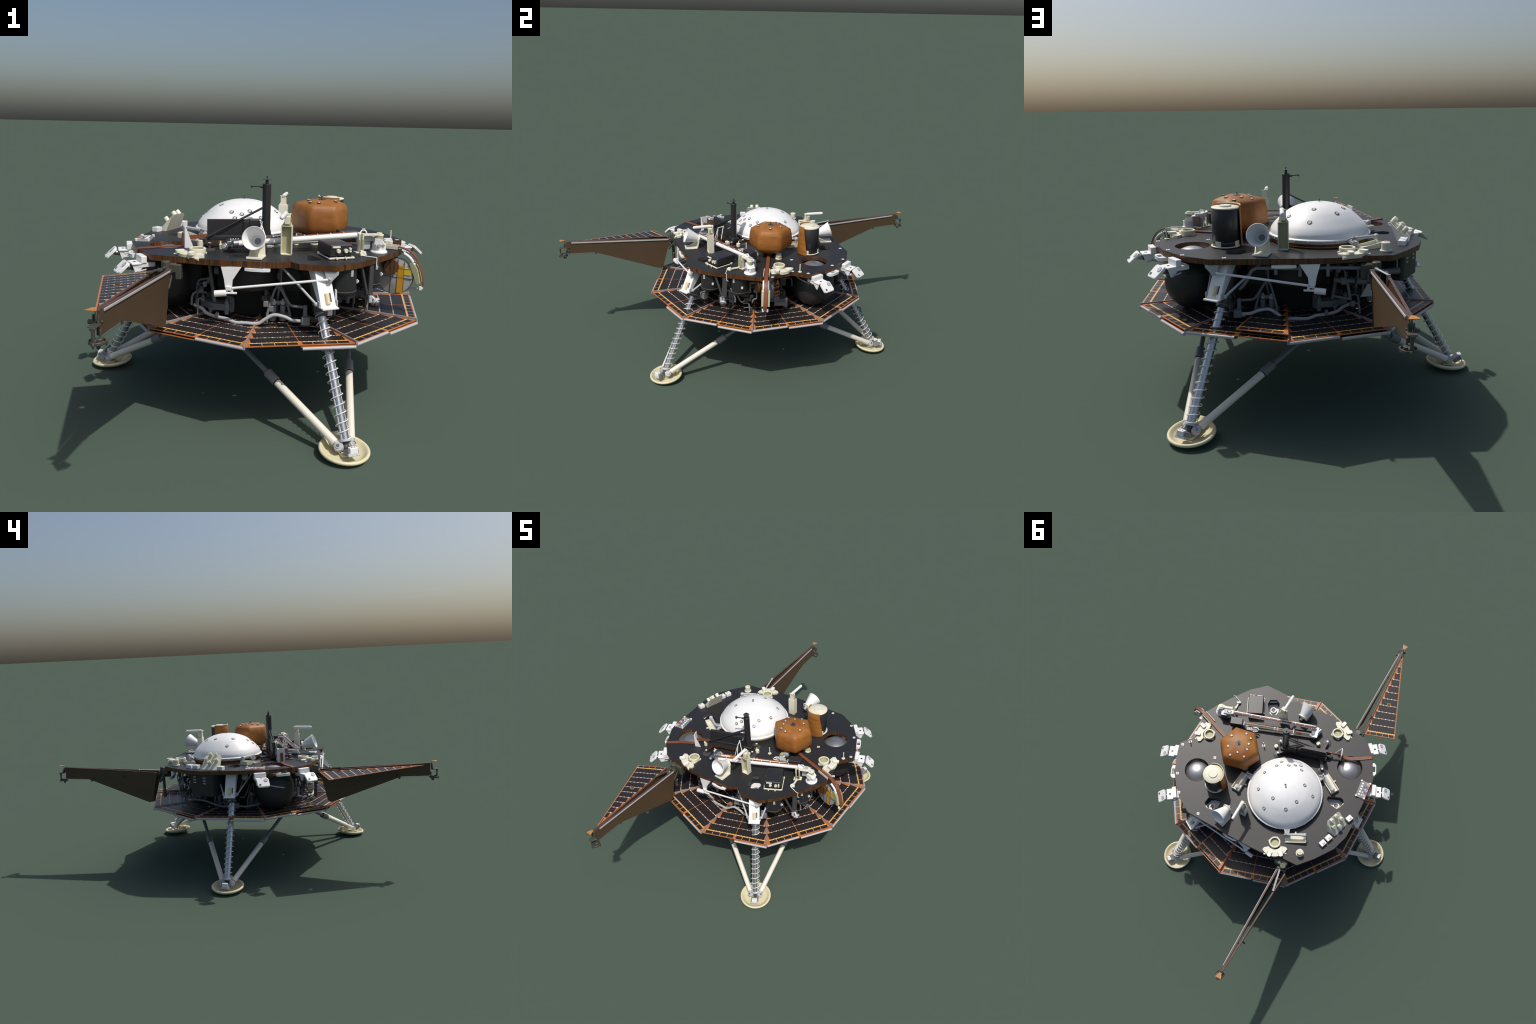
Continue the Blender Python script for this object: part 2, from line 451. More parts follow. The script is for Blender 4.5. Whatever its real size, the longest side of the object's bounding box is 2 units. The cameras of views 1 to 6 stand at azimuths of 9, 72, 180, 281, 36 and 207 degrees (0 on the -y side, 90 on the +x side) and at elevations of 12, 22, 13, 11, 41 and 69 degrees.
# ------------------------------------------------------------------ landing legs (local: x radial, y tangential)
def leg_parts():
    lo, up = V((.634, 0, .050)), V((.442, 0, .390)); d = (up - lo).normalized()
    L = Part("landing_leg", root)
    L.cyl(lo, up, .0132, SILVER, n=24)
    L.cyl(up - d * .012, up + d * .125, .0205, DOLIVE, n=24)
    L.ring(up + d * .0, .0205, .0022, GREY, axis=d); L.ring(up + d * .03, .0205, .0022, GREY, axis=d)
    for t in (-1, 1):                       # stiffening rods along the strut
        L.cyl(lo + V((.004, t * .012, .004)), up + V((.004, t * .012, 0)), .0022, LGREY, n=8)
    leg = L.done(rz(rad(-60), BX - .001, -.002))
    sp = Part("leg_spring", leg)
    F = frame(d); turns = 15; n = turns * 18; length = (up - lo).length
    sp.tube([lo + F @ V((.0195 * cos(2 * pi * i * turns / n), .0195 * sin(2 * pi * i * turns / n), .004 + (length - .006) * i / n)) for i in range(n + 1)],
            .0016, WHITE, 6, 0)
    sp.pipe(lo - d * .002, lo + d * .006, .0200, .0125, LGREY)
    sp.done()
    b = Part("leg_bracket", leg)
    prof = [(.4375, DB), (.4925, .4235), (.4755, .4235), (.385, DB)]
    T = M(((1, 0, 0, 0), (0, 0, 1, 0), (0, 1, 0, 0), (0, 0, 0, 1)))   # profile x,z -> extruded along y
    b.plate([(x, z) for x, z in prof], -.0255, .0255, WHITE, WHITE, T=T)
    b.box((.497, 0, .4215), (.024, .056, .006), WHITE)
    for t in (-.030, .030): b.box((.485, t, .432), (.014, .005, .020), LGREY)
    f = V((.0545, 0, -.1055)).normalized()
    b.cyl(V((.489, 0, .431)), V((.489, 0, .431)) - f * .034, .0082, BRASS)
    b.cyl(V((.484, .012, .437)) - f * .0, V((.484, .012, .437)) - f * .028, .003, DGREY, n=8)
    for t in (-1, 1):
        b.cyl((.474, t * .034, .430), (.352, t * .094, .520), .0042, LGREY, n=10)
        b.ball((.474, t * .034, .430), .0075, LGREY, 12)
    b.done()
    for t in (-1, 1):
        st = Part("side_strut", leg)
        p0, p1, p2, p3 = V((.622, t * .027, .043)), V((.412, t * .131, .163)), V((.374, t * .149, .1845)), V((.150, t * .262, .312))
        st.cyl(p0, p1, .0125, STRUTW, n=24)
        st.cyl(p1, p1 + (p2 - p1) * .06, .0130, BLACK, n=24); st.cyl(p1 + (p2 - p1) * .05, p2, .0155, GREY, n=24)
        st.cyl(p2, p3, .0085, GREY, n=16)
        st.cyl(V((.634, t * .018, .038)), p0, .0105, LGREY)
        q = V((.636, t * .022, .036)); ax = V((.45, t * .55, .7)).normalized()
        st.cyl(q - ax * .008, q + ax * .008, .0155, LGREY, n=8)
        st.cyl(q + ax * .007, q + ax * .011, .009, LGREY, n=16); st.cyl(q + ax * .010, q + ax * .013, .005, STEEL, n=12)
        st.done()
    an = Part("ankle", leg)
    an.ball((.638, 0, .033), .0115, DGREY, 16); an.cyl((.634, 0, .048), (.641, 0, .028), .008, DGREY)
    an.cyl((.640, -.014, .030), (.640, .014, .030), .005, STEEL)
    R = M.Rotation(rad(-32), 3, 'Y')
    an.box((.671, 0, .034), (.034, .034, .018), GREY, R=R); an.box((.681, 0, .0445), (.016, .026, .018), WHITE, R=M.Rotation(rad(-8), 3, 'Y'))
    for t in (-.005, .005): an.cyl((.681, t, .0535), (.681, t, .0545), .0018, DGREY, n=8)
    an.box((.688, 0, .034), (.006, .038, .010), LGREY, R=R)
    an.done()
    pad = Part("foot_pad", leg, angle=60)
    tilt = V((-sin(rad(-7)), 0, cos(rad(-7)))) * -1
    ax = V((.09, 0, .996))
    pad.lathe([(0, 0), (.042, 0), (.057, .0022), (.068, .0065), (.0755, .0120), (.0778, .0160), (.0775, .0195), (.0745, .0222), (.0705, .0222), (.0670, .0195), (.0625, .0130), (.056, .0078), (.046, .0045), (0, .0040)], (.6295, 0, .0042), ax, PAD, 56)
    pad.plate(rrect(.040, .036, .008), .006, .013, PAD, PAD, T=M.Translation((.633, 0, .004)) @ M.Rotation(rad(6), 4, 'Y'))
    pad.cyl((.586, 0, .014), (.566, 0, .047), .016, PAD, r1=.012); pad.box((.60, 0, .03), (.030, .012, .030), PAD)
    pad.done()
    return leg
leg = leg_parts()
for a in (60, 180): copy(leg, rz(rad(a), BX - .001, -.002), root)

# ------------------------------------------------------------------ solar fan
TAN = math.tan(rad(18)); EDGEU = .5297
win = (.342, .0490, .0060, .0100)
SOLAR = solar("solar_blanket", .5035, .0471, EDGEU, TAN, False, win)
SOLARH = solar("solar_blanket_half", .5035, .0471, EDGEU, TAN, True, win)
def rect(cx, cy, hx, hy): return [(cx - hx, cy - hy), (cx + hx, cy - hy), (cx + hx, cy + hy), (cx - hx, cy + hy)]
ZF = .3245
g = Part("solar_gore", root)
u0 = .05
g.plate([(u0, -u0 * TAN), (EDGEU, -EDGEU * TAN), (EDGEU, EDGEU * TAN), (u0, u0 * TAN)], -.003, 0, SOLAR, ORANGE, WINGBR,
        holes=[rect(win[0], s * win[1], win[2], win[3]) for s in (-1, 1)], hole_side=BLACK)
for k in range(10):
    T = rz(rad(36 * k), FX, FY, ZF + (.002 if 1 <= k <= 6 else 0))
    g0 = g.done(T) if k == 0 else copy(g0, T, root)
hgore = Part("solar_half_gore", root)
hgore.plate([(u0, 0), (EDGEU, 0), (EDGEU, EDGEU * TAN), (u0, u0 * TAN)], -.003, 0, SOLARH, ORANGE, WINGBR,
            holes=[rect(win[0], win[1], win[2], win[3])], hole_side=BLACK)
h0 = hgore.done(rz(rad(72), FX, FY - .010, ZF + .020))               # one half gore lies proud of its neighbours
hl = Part("solar_layer_edge", root)                              # second layer peeping out below the rim
hl.plate([(.43, 0), (EDGEU + .0008, 0), (EDGEU + .0008, EDGEU * TAN), (.43, .43 * TAN)], -.003, 0, SOLARH, ORANGE, WINGBR)
first = True
for a, flip, dz in ((-36, 1, -.011), (0, 1, -.011), (36, 1, -.011), (-72, 1, -.009), (108, 1, -.016), (144, 1, -.011), (180, -1, -.011), (-108, -1, -.014), (72, -1, -.012), (-144, 1, -.011)):
    T = rz(rad(a), FX, FY, ZF + dz * .62) @ M.Diagonal((1, flip, 1, 1))
    if first: l0 = hl.done(T); first = False
    else: copy(l0, T, root)
rb = Part("rim_bar", root)
rb.cyl((EDGEU + .001, .004, 0), (EDGEU + .001, EDGEU * TAN - .002, 0), .0052, RIM, n=12)
first = True
for k in range(10):
    for sg in (-1, 1):
        if (k, sg) in ((7, -1), (8, -1), (2, 1)): continue
        low = sg > 0 and k not in (7,)
        T = rz(rad(36 * k), FX, FY, ZF - (.0115 if low else .0055)) @ M.Translation((.003 if low else 0, 0, 0)) @ M.Diagonal((1, sg, 1, 1))
        if first: r0 = rb.done(T); first = False
        else: copy(r0, T, root)
ribp = Part("gore_rib", root)
ribp.box(((.10 + .560) / 2, 0, .0035), (.460, .0046, .0075), RIB, bev=.001)
ribp.box((.558, 0, -.003), (.006, .007, .014), RIB)
for k in range(10):
    T = rz(rad(18 + 36 * k), FX, FY, ZF)
    b0 = ribp.done(T) if k == 0 else copy(b0, T, root)

# ------------------------------------------------------------------ wings: folded fan stacks
WT = math.tan(rad(18.7)); WE = .486
wwin = (.300, .049, .0075, .0075)
SOLARW = solar("solar_blanket_wing", WE - .021, .0398, WE, WT, True, wwin, dp=.0195, tick=.033)
def wing(sg):
    P = (lambda p: V(p)) if sg < 0 else (lambda p: V(mirror(p)))
    w = Part("wing_stack", root)
    outer = [(-.205, -.962, .536), (-.197, -.424, .509), (-.197, -.420, .470), (-.198, -.432, .462), (-.1985, -.462, .352), (-.1988, -.468, .3455), (-.199, -.476, .3425),
             (-.1993, -.486, .3435), (-.2017, -.822, .4695), (-.203, -.952, .474), (-.203, -.962, .478)]
    inner = [(-.2105, -.960, .536), (-.2425, -.428, .508), (-.242, -.436, .470), (-.2365, -.462, .360), (-.2358, -.470, .3515), (-.2352, -.478, .349),
             (-.2345, -.488, .3505), (-.217, -.826, .473), (-.2085, -.955, .474), (-.2085, -.960, .478)]
    w.slab([P(p) for p in outer], .0035, WINGBR); w.slab([P(p) for p in inner], .0035, WINGBR)
    w.beam(P((-.2065, -.962, .5365)), P((-.1985, -.424, .5095)), .0085, .006, MAROON)
    w.beam(P((-.2115, -.960, .5362)), P((-.2405, -.428, .5088)), .0085, .006, MAROON)
    w.beam(P((-.2005, -.935, .5315)), P((-.1935, -.428, .5065)), .0035, .0065, RIM)
    for yy, xx in ((-.80, -.2225), (-.62, -.2335)):
        w.cyl(P((xx, yy, .478 if yy < -.7 else .49)), P((xx - .012, yy - .002, .474 if yy < -.7 else .487)), .004, DOLIVE, n=10)
    w.box(P((-.2035, -.815, .463)), (.006, .010, .012), DOLIVE)
    w.cyl(P((-.203, -.955, .4665)), P((-.200, -.82, .4655)), .0006, DGREY, n=6)
    w = w.done()
    m = Part("wing_tip_latch", w)
    m.ball(P((-.2066, -.9685, .523)), .0042, DOLIVE, 14, 3.6)
    for x in (-.1995, -.2135): m.slab([P((x, -.966, .5085)), P((x, -.976, .5085)), P((x, -.9705, .530)), P((x, -.967, .530))], .0035, DOLIVE)
    m.box(P((-.2060, -.981, .5075)), (.023, .029, .0035), DOLIVE); m.cyl(P((-.2135, -.969, .5125)), P((-.226, -.970, .5120)), .0055, DOLIVE, n=14)
    m.box(P((-.2055, -.9935, .503)), (.0145, .0075, .0085), DOLIVE, bev=.002); m.box(P((-.2045, -.9935, .487)), (.0085, .0065, .034), DOLIVE, bev=.002)
    m.box(P((-.204, -.990, .473)), (.013, .012, .008), DOLIVE, bev=.003); m.cyl(P((-.199, -.9655, .492)), P((-.199, -.9655, .470)), .0028, DOLIVE, n=10)
    m.pipe(P((-.201, -.9785, .4635)), P((-.201, -.9785, .4715)), .0212, .0188, DOLIVE); m.lathe([(0, -.015), (.0045, -.015), (.006, -.007), (.0125, -.004), (.015, 0), (0, 0)], P((-.200, -.976, .4655)), (0, 0, 1), DOLIVE, 20)
    m.cyl(P((-.1985, -.973, .464)), P((-.1985, -.973, .4745)), .0095, DOLIVE); m.cyl(P((-.2, -.976, .452)), P((-.2, -.976, .447)), .0016, DOLIVE, n=8); m.box(P((-.202, -.952, .484)), (.004, .008, .012), DOLIVE)
    for a in (30, 150, 265):
        q = V((-.201 + .0205 * cos(rad(a)), -.9785 + .0205 * sin(rad(a)), .4655)); m.ball(P(q), .0046, DOLIVE, 10, 1.4); m.cyl(P(q), P(q - V((0, 0, .010))), .0022, DOLIVE, n=6)
        m.cyl(P(q), P((-.200, -.976, .4655)), .0022, DOLIVE, n=6)
    m.ball(P((-.2005, -.950, .507)), .0035, DGREY, 10)
    m.plate([(-.016, -.010), (.014, -.012), (.004, .013), (-.006, .013)], 0, .0015, BRASSO, BRASSO, T=M.Translation(P((-.208, -.981, .5455))) @ M.Diagonal((1, -sg, 1, 1)))
    m.cyl(P((-.207, -.967, .538)), P((-.207, -.972, .546)), .0012, DOLIVE, n=8)
    m.done()
    h = Part("wing_hinge", w)
    h.box(P((-.205, -.388, .512)), (.050, .036, .032), DOLIVE, bev=.004); h.cyl(P((-.214, -.403, .535)), P((-.214, -.403, .482)), .015, DOLIVE)
    h.cyl(P((-.2185, -.400, .49)), P((-.2187, -.400, .374)), .0075, DGREY); h.cyl(P((-.2187, -.400, .418)), P((-.2187, -.400, .374)), .0085, MAROON)
    h.ring(P((-.2187, -.400, .418)), .0082, .0012, LGREY)
    h.cyl(P((-.236, -.418, .505)), P((-.19, -.418, .505)), .009, DOLIVE); h.beam(P((-.198, -.385, .50)), P((-.198, -.43, .45)), .008, .010, DOLIVE)
    h.cyl(P((-.232, -.405, .47)), P((-.226, -.425, .46)), .006, DOLIVE)
    h.box(P((-.175, -.39, .500)), (.02, .03, .05), DOLIVE, bev=.003)
    a, b = P((-.2095, -.427, .519)), P((-.2315, -.528, .524)); mt = DOLIVE if sg < 0 else LGREY
    for o in (-.003, 0, .003): h.cyl(a + V((o, 0, 0)), b + V((o, 0, 0)), .0014, mt, n=6)
    h.cyl(b - V((.005, 0, 0)), b + V((.005, 0, 0)), .003, mt, n=8); h.cyl(b, b - V((0, 0, .013)), .0025, mt, n=8); h.cyl(a - V((.005, 0, 0)), a + V((.005, 0, 0)), .003, mt, n=8)
    h.done()
    if sg < 0:
        wg = Part("wing_solar_panel", w)
        w0 = .004
        wg.plate([(w0, 0), (WE, 0), (WE, WE * WT), (w0, w0 * WT)], -.0025, 0, SOLARW, ORANGE, WINGBR, holes=[rect(*wwin)], hole_side=BLACK)
        A, B, C = V((-.2235, -.9345, .5305)), V((-.3965, -.4795, .4955)), V((-.2424, -.4237, .5066))
        x = (B - A).normalized(); z = x.cross(C - A).normalized(); s = 1
        if z.z < 0:      # keep the cell side up: mirror the sheet instead
            z = -z; s = -1
        y = z.cross(x); F = M((x, y, z)).transposed().to_4x4()
        wg.done(M.Translation(A) @ F @ M.Diagonal((1, s, 1, 1)))
wing(-1); wing(1)

# ------------------------------------------------------------------ white dome cover
dc = V((-.050, .088, 0))
dome = Part("dome_cover", root, angle=50)
R, z0, H = .180, .5765, .1075
DP = [(0, 1), (.08, .995), (.17, .975), (.30, .920), (.42, .850), (.55, .765), (.65, .690), (.75, .605), (.84, .495), (.91, .380), (.96, .260), (.99, .13), (1, 0)]
pp = spline([(r, z, 0) for z, r in DP], 4)
dome.lathe([(max(0, R * p.x), z0 + H * min(1, p.y)) for p in pp], dc, (0, 0, 1), WHITE, 72)
def dome_z(r):
    for a, b in zip(pp, pp[1:]):
        if b.x <= r <= a.x: return z0 + H * (a.y + (b.y - a.y) * (a.x - r) / max(1e-6, a.x - b.x))
    return z0 + H
dome.lathe([(.183, .5705), (.1865, .5725), (.187, .5755), (.1835, .5790), (.180, .5795)], dc, (0, 0, 1), WHITE, 72)
dome.lathe([(.176, .5625), (.183, .5635), (.183, .5705)], dc, (0, 0, 1), LGREY, 72)
dome.lathe([(.168, DZ), (.168, .5535), (.174, .556), (.176, .5625)], dc, (0, 0, 1), BELT, 72)
dome.lathe([(.173, DZ + .001), (.173, .5505), (.168, .5515)], dc, (0, 0, 1), AMBER, 72)
for k in range(24): dome.box(dc + V((.186 * cos(k * pi / 12), .186 * sin(k * pi / 12), .5705)), (.005, .006, .006), LGREY, rot=k * pi / 12)
dome.cyl(dc + V((0, 0, .682)), dc + V((0, 0, .695)), .0016, DGREY, n=8); dome.cyl(dc + V((0, 0, .6945)), dc + V((0, 0, .6975)), .0022, DGREY, r1=.005, n=10)
dome = dome.done()
dm = Part("dome_marker", dome)
dm.lathe([(0, .0012), (.0084, .0012), (.0088, .0002), (.0088, -.002)], (0, 0, 0), (0, 0, 1), DGREY, 20)
dm.plate(rrect(.0080, .0085, .001, 2), .0011, .0017, WHITE, WHITE, holes=[rrect(.0044, .0036, .0005, 2)]); dm.box((0, 0, .0014), (.0012, .007, .0006), WHITE, bev=.0001)
for k in (-1, 1): dm.box((k * .0062, 0, .0014), (.0016, .006, .0006), WHITE, bev=.0001)
first = True
for x, y in ((.035, -.028), (.043, .007), (-.009, -.021), (-.035, -.041), (-.058, -.057), (-.075, -.032), (.078, .066), (.061, .156), (-.027, .169),
             (-.009, .224), (-.106, .184), (-.134, .128), (-.128, .035), (-.185, .056)):
    p = V((x, y, 0)) - dc; r = p.length / R
    z = dome_z(r); g_ = (dome_z(r - .03) - dome_z(r + .03)) / (.06 * R); nz = V((p.x / p.length * g_, p.y / p.length * g_, 1))
    T = M.Translation((x, y, z)) @ frame(nz, (.4, .9, 0)).to_4x4()
    if first: d0 = dm.done(T); first = False
    else: copy(d0, T, dome)
# three clamps: tray on the deck and an arm reaching the dome rim
for a, swing in ((-127, -1), (122, 1), (3, 1)):
    d = V((cos(rad(a)), sin(rad(a)), 0)); t = V((-d.y, d.x, 0)) * swing
    c = Part("dome_clamp", root)
    e = dc + d * .187; far = dc + d * .222 + t * .082
    mid = dc + d * .215
    c.beam(mid + V((0, 0, .566)), e + V((0, 0, .572)), .026, .012, LGREY); c.beam(e + t * .012 + V((0, 0, .577)), mid + t * .006 + V((0, 0, .590)), .005, .005, LGREY)
    c.beam(e - t * .012 + V((0, 0, .577)), mid - t * .006 + V((0, 0, .590)), .005, .005, LGREY)
    c.cyl(mid + V((0, 0, .585)), far + V((0, 0, .584)), .0055, LGREY, n=12); c.ball(far + V((0, 0, .582)), .011, LGREY, 14)
    c.cyl(mid - t * .016 + V((0, 0, .583)), mid + t * .016 + V((0, 0, .583)), .005, STEEL, n=10)
    base = dc + d * .228 + t * .040; u = (far - mid).normalized(); w = V((-u.y, u.x, 0)); ang = math.atan2(u.y, u.x)
    c.box(base + V((0, 0, DZ + .0025)), (.100, .042, .004), CREAM, rot=ang)
    for o in (-1, 1): c.slab([base + w * o * .021 - u * .05 + V((0, 0, DZ)), base + w * o * .021 + u * .05 + V((0, 0, DZ)), base + w * o * .021 + u * .05 + V((0, 0, DZ + .020)), base + w * o * .021 - u * .05 + V((0, 0, DZ + .008))], .003, CREAM)
    c.box(base + u * .05 + V((0, 0, DZ + .010)), (.004, .042, .020), CREAM, rot=ang); c.box(base + w * .028 + V((0, 0, DZ + .004)), (.008, .014, .007), CREAM, rot=ang)
    c.done()

# ------------------------------------------------------------------ orange hexagonal instrument
hx = Part("foil_instrument", root, angle=62)
hc = V((.2535, .0095, 0)); va = [15, 73, 130, 180, 247, 310]; vr = [.099, .109, .107, .112, .100, .097]
def hexring(k, z, kk=None): return [hc + V((cos(rad(a)) * k * r, sin(rad(a)) * k * r, z)) for a, r in zip(va, vr)]
levels = [(0.30, .5745), (.73, .5750), (.94, .5905), (1.01, .606), (1.015, .632), (.985, .661), (.935, .6825), (.83, .6895), (.62, .6965), (.44, .7008), (.0001, .7012)]
def hexrow(k, z, n=6):
    P = hexring(k, z); out = []
    for i in range(6):
        A, B = P[i], P[(i + 1) % 6]
        for j in range(n):
            t = j / n; q = A.lerp(B, t); bul = 1 + .018 * sin(pi * t) * (1 if .58 < z < .68 else 0); out.append(V((hc.x + (q.x - hc.x) * bul, hc.y + (q.y - hc.y) * bul, z)))
    return out
vs, fs = [], []
for k, z in levels: vs += hexrow(k, z)
nn = 36
for i in range(len(levels) - 1):
    for j in range(nn): fs.append([i * nn + j, i * nn + (j + 1) % nn, (i + 1) * nn + (j + 1) % nn, (i + 1) * nn + j])
fs.append(list(range(nn))[::-1])
hx.add(vs, fs, FOIL)
hx.lathe([(.0135, .7005), (.0135, .7025), (0, .7025)], hc + V((-.001, .004, 0)), (0, 0, 1), DGREY, 24)
hx.cyl(hc + V((-.001, .004, .702)), hc + V((-.001, .004, .712)), .0016, DGREY, n=8); hx.cyl(hc + V((-.001, .004, .7115)), hc + V((-.001, .004, .714)), .002, DGREY, r1=.0045, n=10)
for a in (30, 150, 270):
    p = hc + V((.062 * cos(rad(a)), .062 * sin(rad(a)), 0)); hx.cyl(p + V((0, 0, DZ)), p + V((0, 0, .572)), .0135, LGREY)
    q = hc + V((.078 * cos(rad(a - 12)), .078 * sin(rad(a - 12)), 0)); hx.box(q + V((0, 0, DZ + .009)), (.026, .018, .016), OLIVE, rot=rad(a)); hx.cyl(q + V((0, 0, DZ)), q + V((0, 0, DZ + .004)), .016, CREAM)
hx.cyl(hc + V((0, 0, DZ)), hc + V((0, 0, .568)), .03, EDGE)
hx = hx.done()
hm = Part("foil_marker", hx)
hm.plate(rrect(.0118, .0118, .002, 2), -.003, .0004, DGREY, DGREY)
hm.plate(rrect(.0078, .0088, .001, 2), .0003, .0008, WHITE, WHITE, holes=[rrect(.0044, .0036, .0004, 2)]); hm.box((0, 0, .0006), (.0012, .007, .0004), WHITE, bev=.0001)
first = True
for x, y in ((.304, -.004), (.246, -.049), (.2156, -.038), (.208, -.007), (.201, .022), (.2336, .058), (.290, .052), (.259, .085), (.196, .060)):
    p = V((x, y, 0)) - hc; r = p.length
    z = .7005 if r < .05 else .7005 - (r - .05) * .26 - max(0, r - .090) * 1.0
    T = M.Translation((x, y, z)) @ frame(V((p.x * 2.6, p.y * 2.6, 1)) if r > .05 else V((0, 0, 1)), (.5, .86, 0)).to_4x4()
    if first: f0 = hm.done(T); first = False
    else: copy(f0, T, hx)

# ------------------------------------------------------------------ black drum with orange heat shield
dr = Part("black_drum", root, angle=45); k = V((.2815, .2087, 0))
dr.lathe([(0, .5495), (.049, .5495), (.052, .552), (.052, .5535), (.047, .5545)], k, (0, 0, 1), CREAM, 48)
dr.cyl(k + V((0, 0, .554)), k + V((0, 0, .572)), .044, BLACKIN, n=48)
dr.cyl(k + V((0, 0, .570)), k + V((0, 0, .684)), .0475, BLACKIN, n=48)
for a in (-35, 60, 150): dr.box(k + V((.046 * cos(rad(a)), .046 * sin(rad(a)), .563)), (.005, .022, .019), CREAM, rot=rad(a))
dr.lathe([(.0478, .683), (.0485, .6865), (.047, .688), (.022, .6885), (.0215, .692), (.020, .6935), (0, .6935)], k, (0, 0, 1), CREAM, 48)
dr = dr.done()
sh = Part("drum_shield", dr, angle=50)
n = 24; vs, fs = [], []
for i in range(n + 1):
    t = i / n
    for z, r, s0 in ((DZ + .002, .0585, 22), (.60, .0565, 15), (.650, .0545, 7), (.692, .0530, 0), (.6935, .0520, 0), (.692, .0510, 0), (.650, .0525, 7), (.60, .0545, 15), (DZ + .002, .0565, 22)):
        a = rad(-198 + (145 + s0) * t); vs.append(k + V((r * cos(a), r * sin(a), z)))
q = 9
for i in range(n):
    for j in range(q): fs.append([i * q + j, (i + 1) * q + j, (i + 1) * q + (j + 1) % q, i * q + (j + 1) % q])
fs += [list(range(q)), [n * q + j for j in range(q)][::-1]]
sh.add(vs, fs, FOIL); sh.tube([k + V((.0522 * cos(rad(a)), .0522 * sin(rad(a)), .6935)) for a in range(-197, -52, 9)], .0022, BRASS, 8, 2)
sh.done()

# ------------------------------------------------------------------ horn antennas
for rim, small, foot in (((.0635, -.3751, .6169), (.0690, -.3115, .5945), (.069, -.352)), ((.1653, .3675, .6189), (.1525, .3040, .5965), (.1525, .350))):
    rim, small = V(rim), V(small); d = (rim - small).normalized(); L = (rim - small).length
    h = Part("horn_antenna", root, angle=45)
    h.lathe([(.0165, 0), (.0385, L), (.0372, L + .0008), (.0360, L - .001), (.0150, .006), (0, .006)], small, d, WHITE, 48); h.cyl(small + d * .0055, small + d * .0075, .011, GREY)
    h.lathe([(0, -.006), (.012, -.006), (.0165, 0)], small, d, WHITE, 32); h.pipe(small - d * .003, small + d * .003, .0245, .015, CREAM)
    h.cyl(small - d * .004, small - d * .020, .007, LGREY)
    hd = V((d.x, d.y, 0)).normalized(); fy = V((foot[0], foot[1], 0)); ang = math.atan2(hd.y, hd.x)
    h.box(fy + V((0, 0, DZ + .0035)), (.060, .052, .005), CREAM, rot=ang); h.box(fy + hd * .026 + V((0, 0, DZ + .005)), (.006, .052, .008), CREAM, rot=ang)
    h.slab([fy - hd * .030 + V((hd.y, -hd.x, 0)) * .024 + V((0, 0, DZ + .004)), fy - hd * .030 - V((hd.y, -hd.x, 0)) * .024 + V((0, 0, DZ + .004)),
            small - d * .002 - V((hd.y, -hd.x, 0)) * .022, small - d * .002 + V((hd.y, -hd.x, 0)) * .022], .004, CREAM)
    h.slab([fy - hd * .026 + V((hd.y, -hd.x, 0)) * .022 + V((0, 0, DZ + .004)), fy + hd * .010 + V((hd.y, -hd.x, 0)) * .022 + V((0, 0, DZ + .004)), small + V((hd.y, -hd.x, 0)) * .022 - V((0, 0, .015))], .003, CREAM)
    h.done()

# ------------------------------------------------------------------ pillars carrying a folded arm
for cx, cy, sg in ((.157, -.269, -1), (.0825, .272, 1)):
    p = Part("pillar_mast", root); w, dp, z1 = .037, .027, .645; zc = (DZ + z1) / 2; hgt = z1 - DZ
    p.box((cx, cy - sg * dp / 2, zc), (w, .003, hgt), CREAM, bev=.0006)
    for o in (-1, 1): p.box((cx + o * (w / 2 - .0015), cy, zc), (.003, dp, hgt), CREAM, bev=.0006)
    p.box((cx, cy, DZ + .002), (w, dp, .004), CREAM, bev=.0006); p.box((cx, cy, z1 - .0015), (w - .001, dp - .001, .003), OLIVE, bev=.0006)
    p.box((cx, cy - sg * .006, zc), (w - .005, .004, hgt - .006), OLIVE, bev=.0005)  # olive panel paints shade into the open recess
    p.slab([(cx - .017, cy - sg * .0115, z1 - .001), (cx + .017, cy - sg * .0115, z1 - .001), (cx + .010, cy - sg * .0115, z1 + .012), (cx + .010, cy - sg * .0115, .678), (cx + .0125, cy - sg * .0115, .684),
            (cx - .0125, cy - sg * .0115, .684), (cx - .010, cy - sg * .0115, .678), (cx - .010, cy - sg * .0115, z1 + .012)], .0035, CREAM)
    p.box((cx + .001, cy + sg * .001, .663), (.018, .018, .026), CREAM); p.box((cx + .011, cy + sg * .004, .655), (.003, .006, .030), OLIVE)
    ax = cx - .007 if sg < 0 else cx + .0035
    p.box((ax, cy - sg * .004, .6835), (.016, .026, .008), CREAM); p.cyl((ax, cy - sg * .006, .684), (ax - (.002 if sg < 0 else 0), cy + sg * .078, .682), .0075, WHITE, n=18); p.ball((ax - (.002 if sg < 0 else 0), cy + sg * .078, .682), .0075, WHITE, 14)
    p.done()

# ------------------------------------------------------------------ probe instrument: mast, flat body and splayed feet
pm = Part("probe_mast", root); mx, my = .0675, -.1265
pm.cyl((mx, my, .566), (mx, my, .7655), .0150, BLACKIN, n=28)
pm.cyl((mx, my, .765), (mx, my, .779), .0062, BLACKIN, r1=.0045, n=16); pm.cyl((mx, my, .7795), (mx, my, .7808), .0150, DGREY, n=28)
pm.cyl((mx, my, .780), (mx, my, .788), .0015, BLACKIN, n=8); pm.cyl((mx, my, .788), (mx, my, .791), .002, BLACKIN, r1=.0042, n=10)
pm.beam((mx - .008, my - .003, .7555), (.0157, -.1447, .757), .005, .004, BLACKIN); pm.box((mx - .018, my - .006, .7545), (.012, .007, .008), BLACKIN, rot=.3)
pm.box((.0165, -.1445, .7555), (.005, .006, .008), BLACKIN)
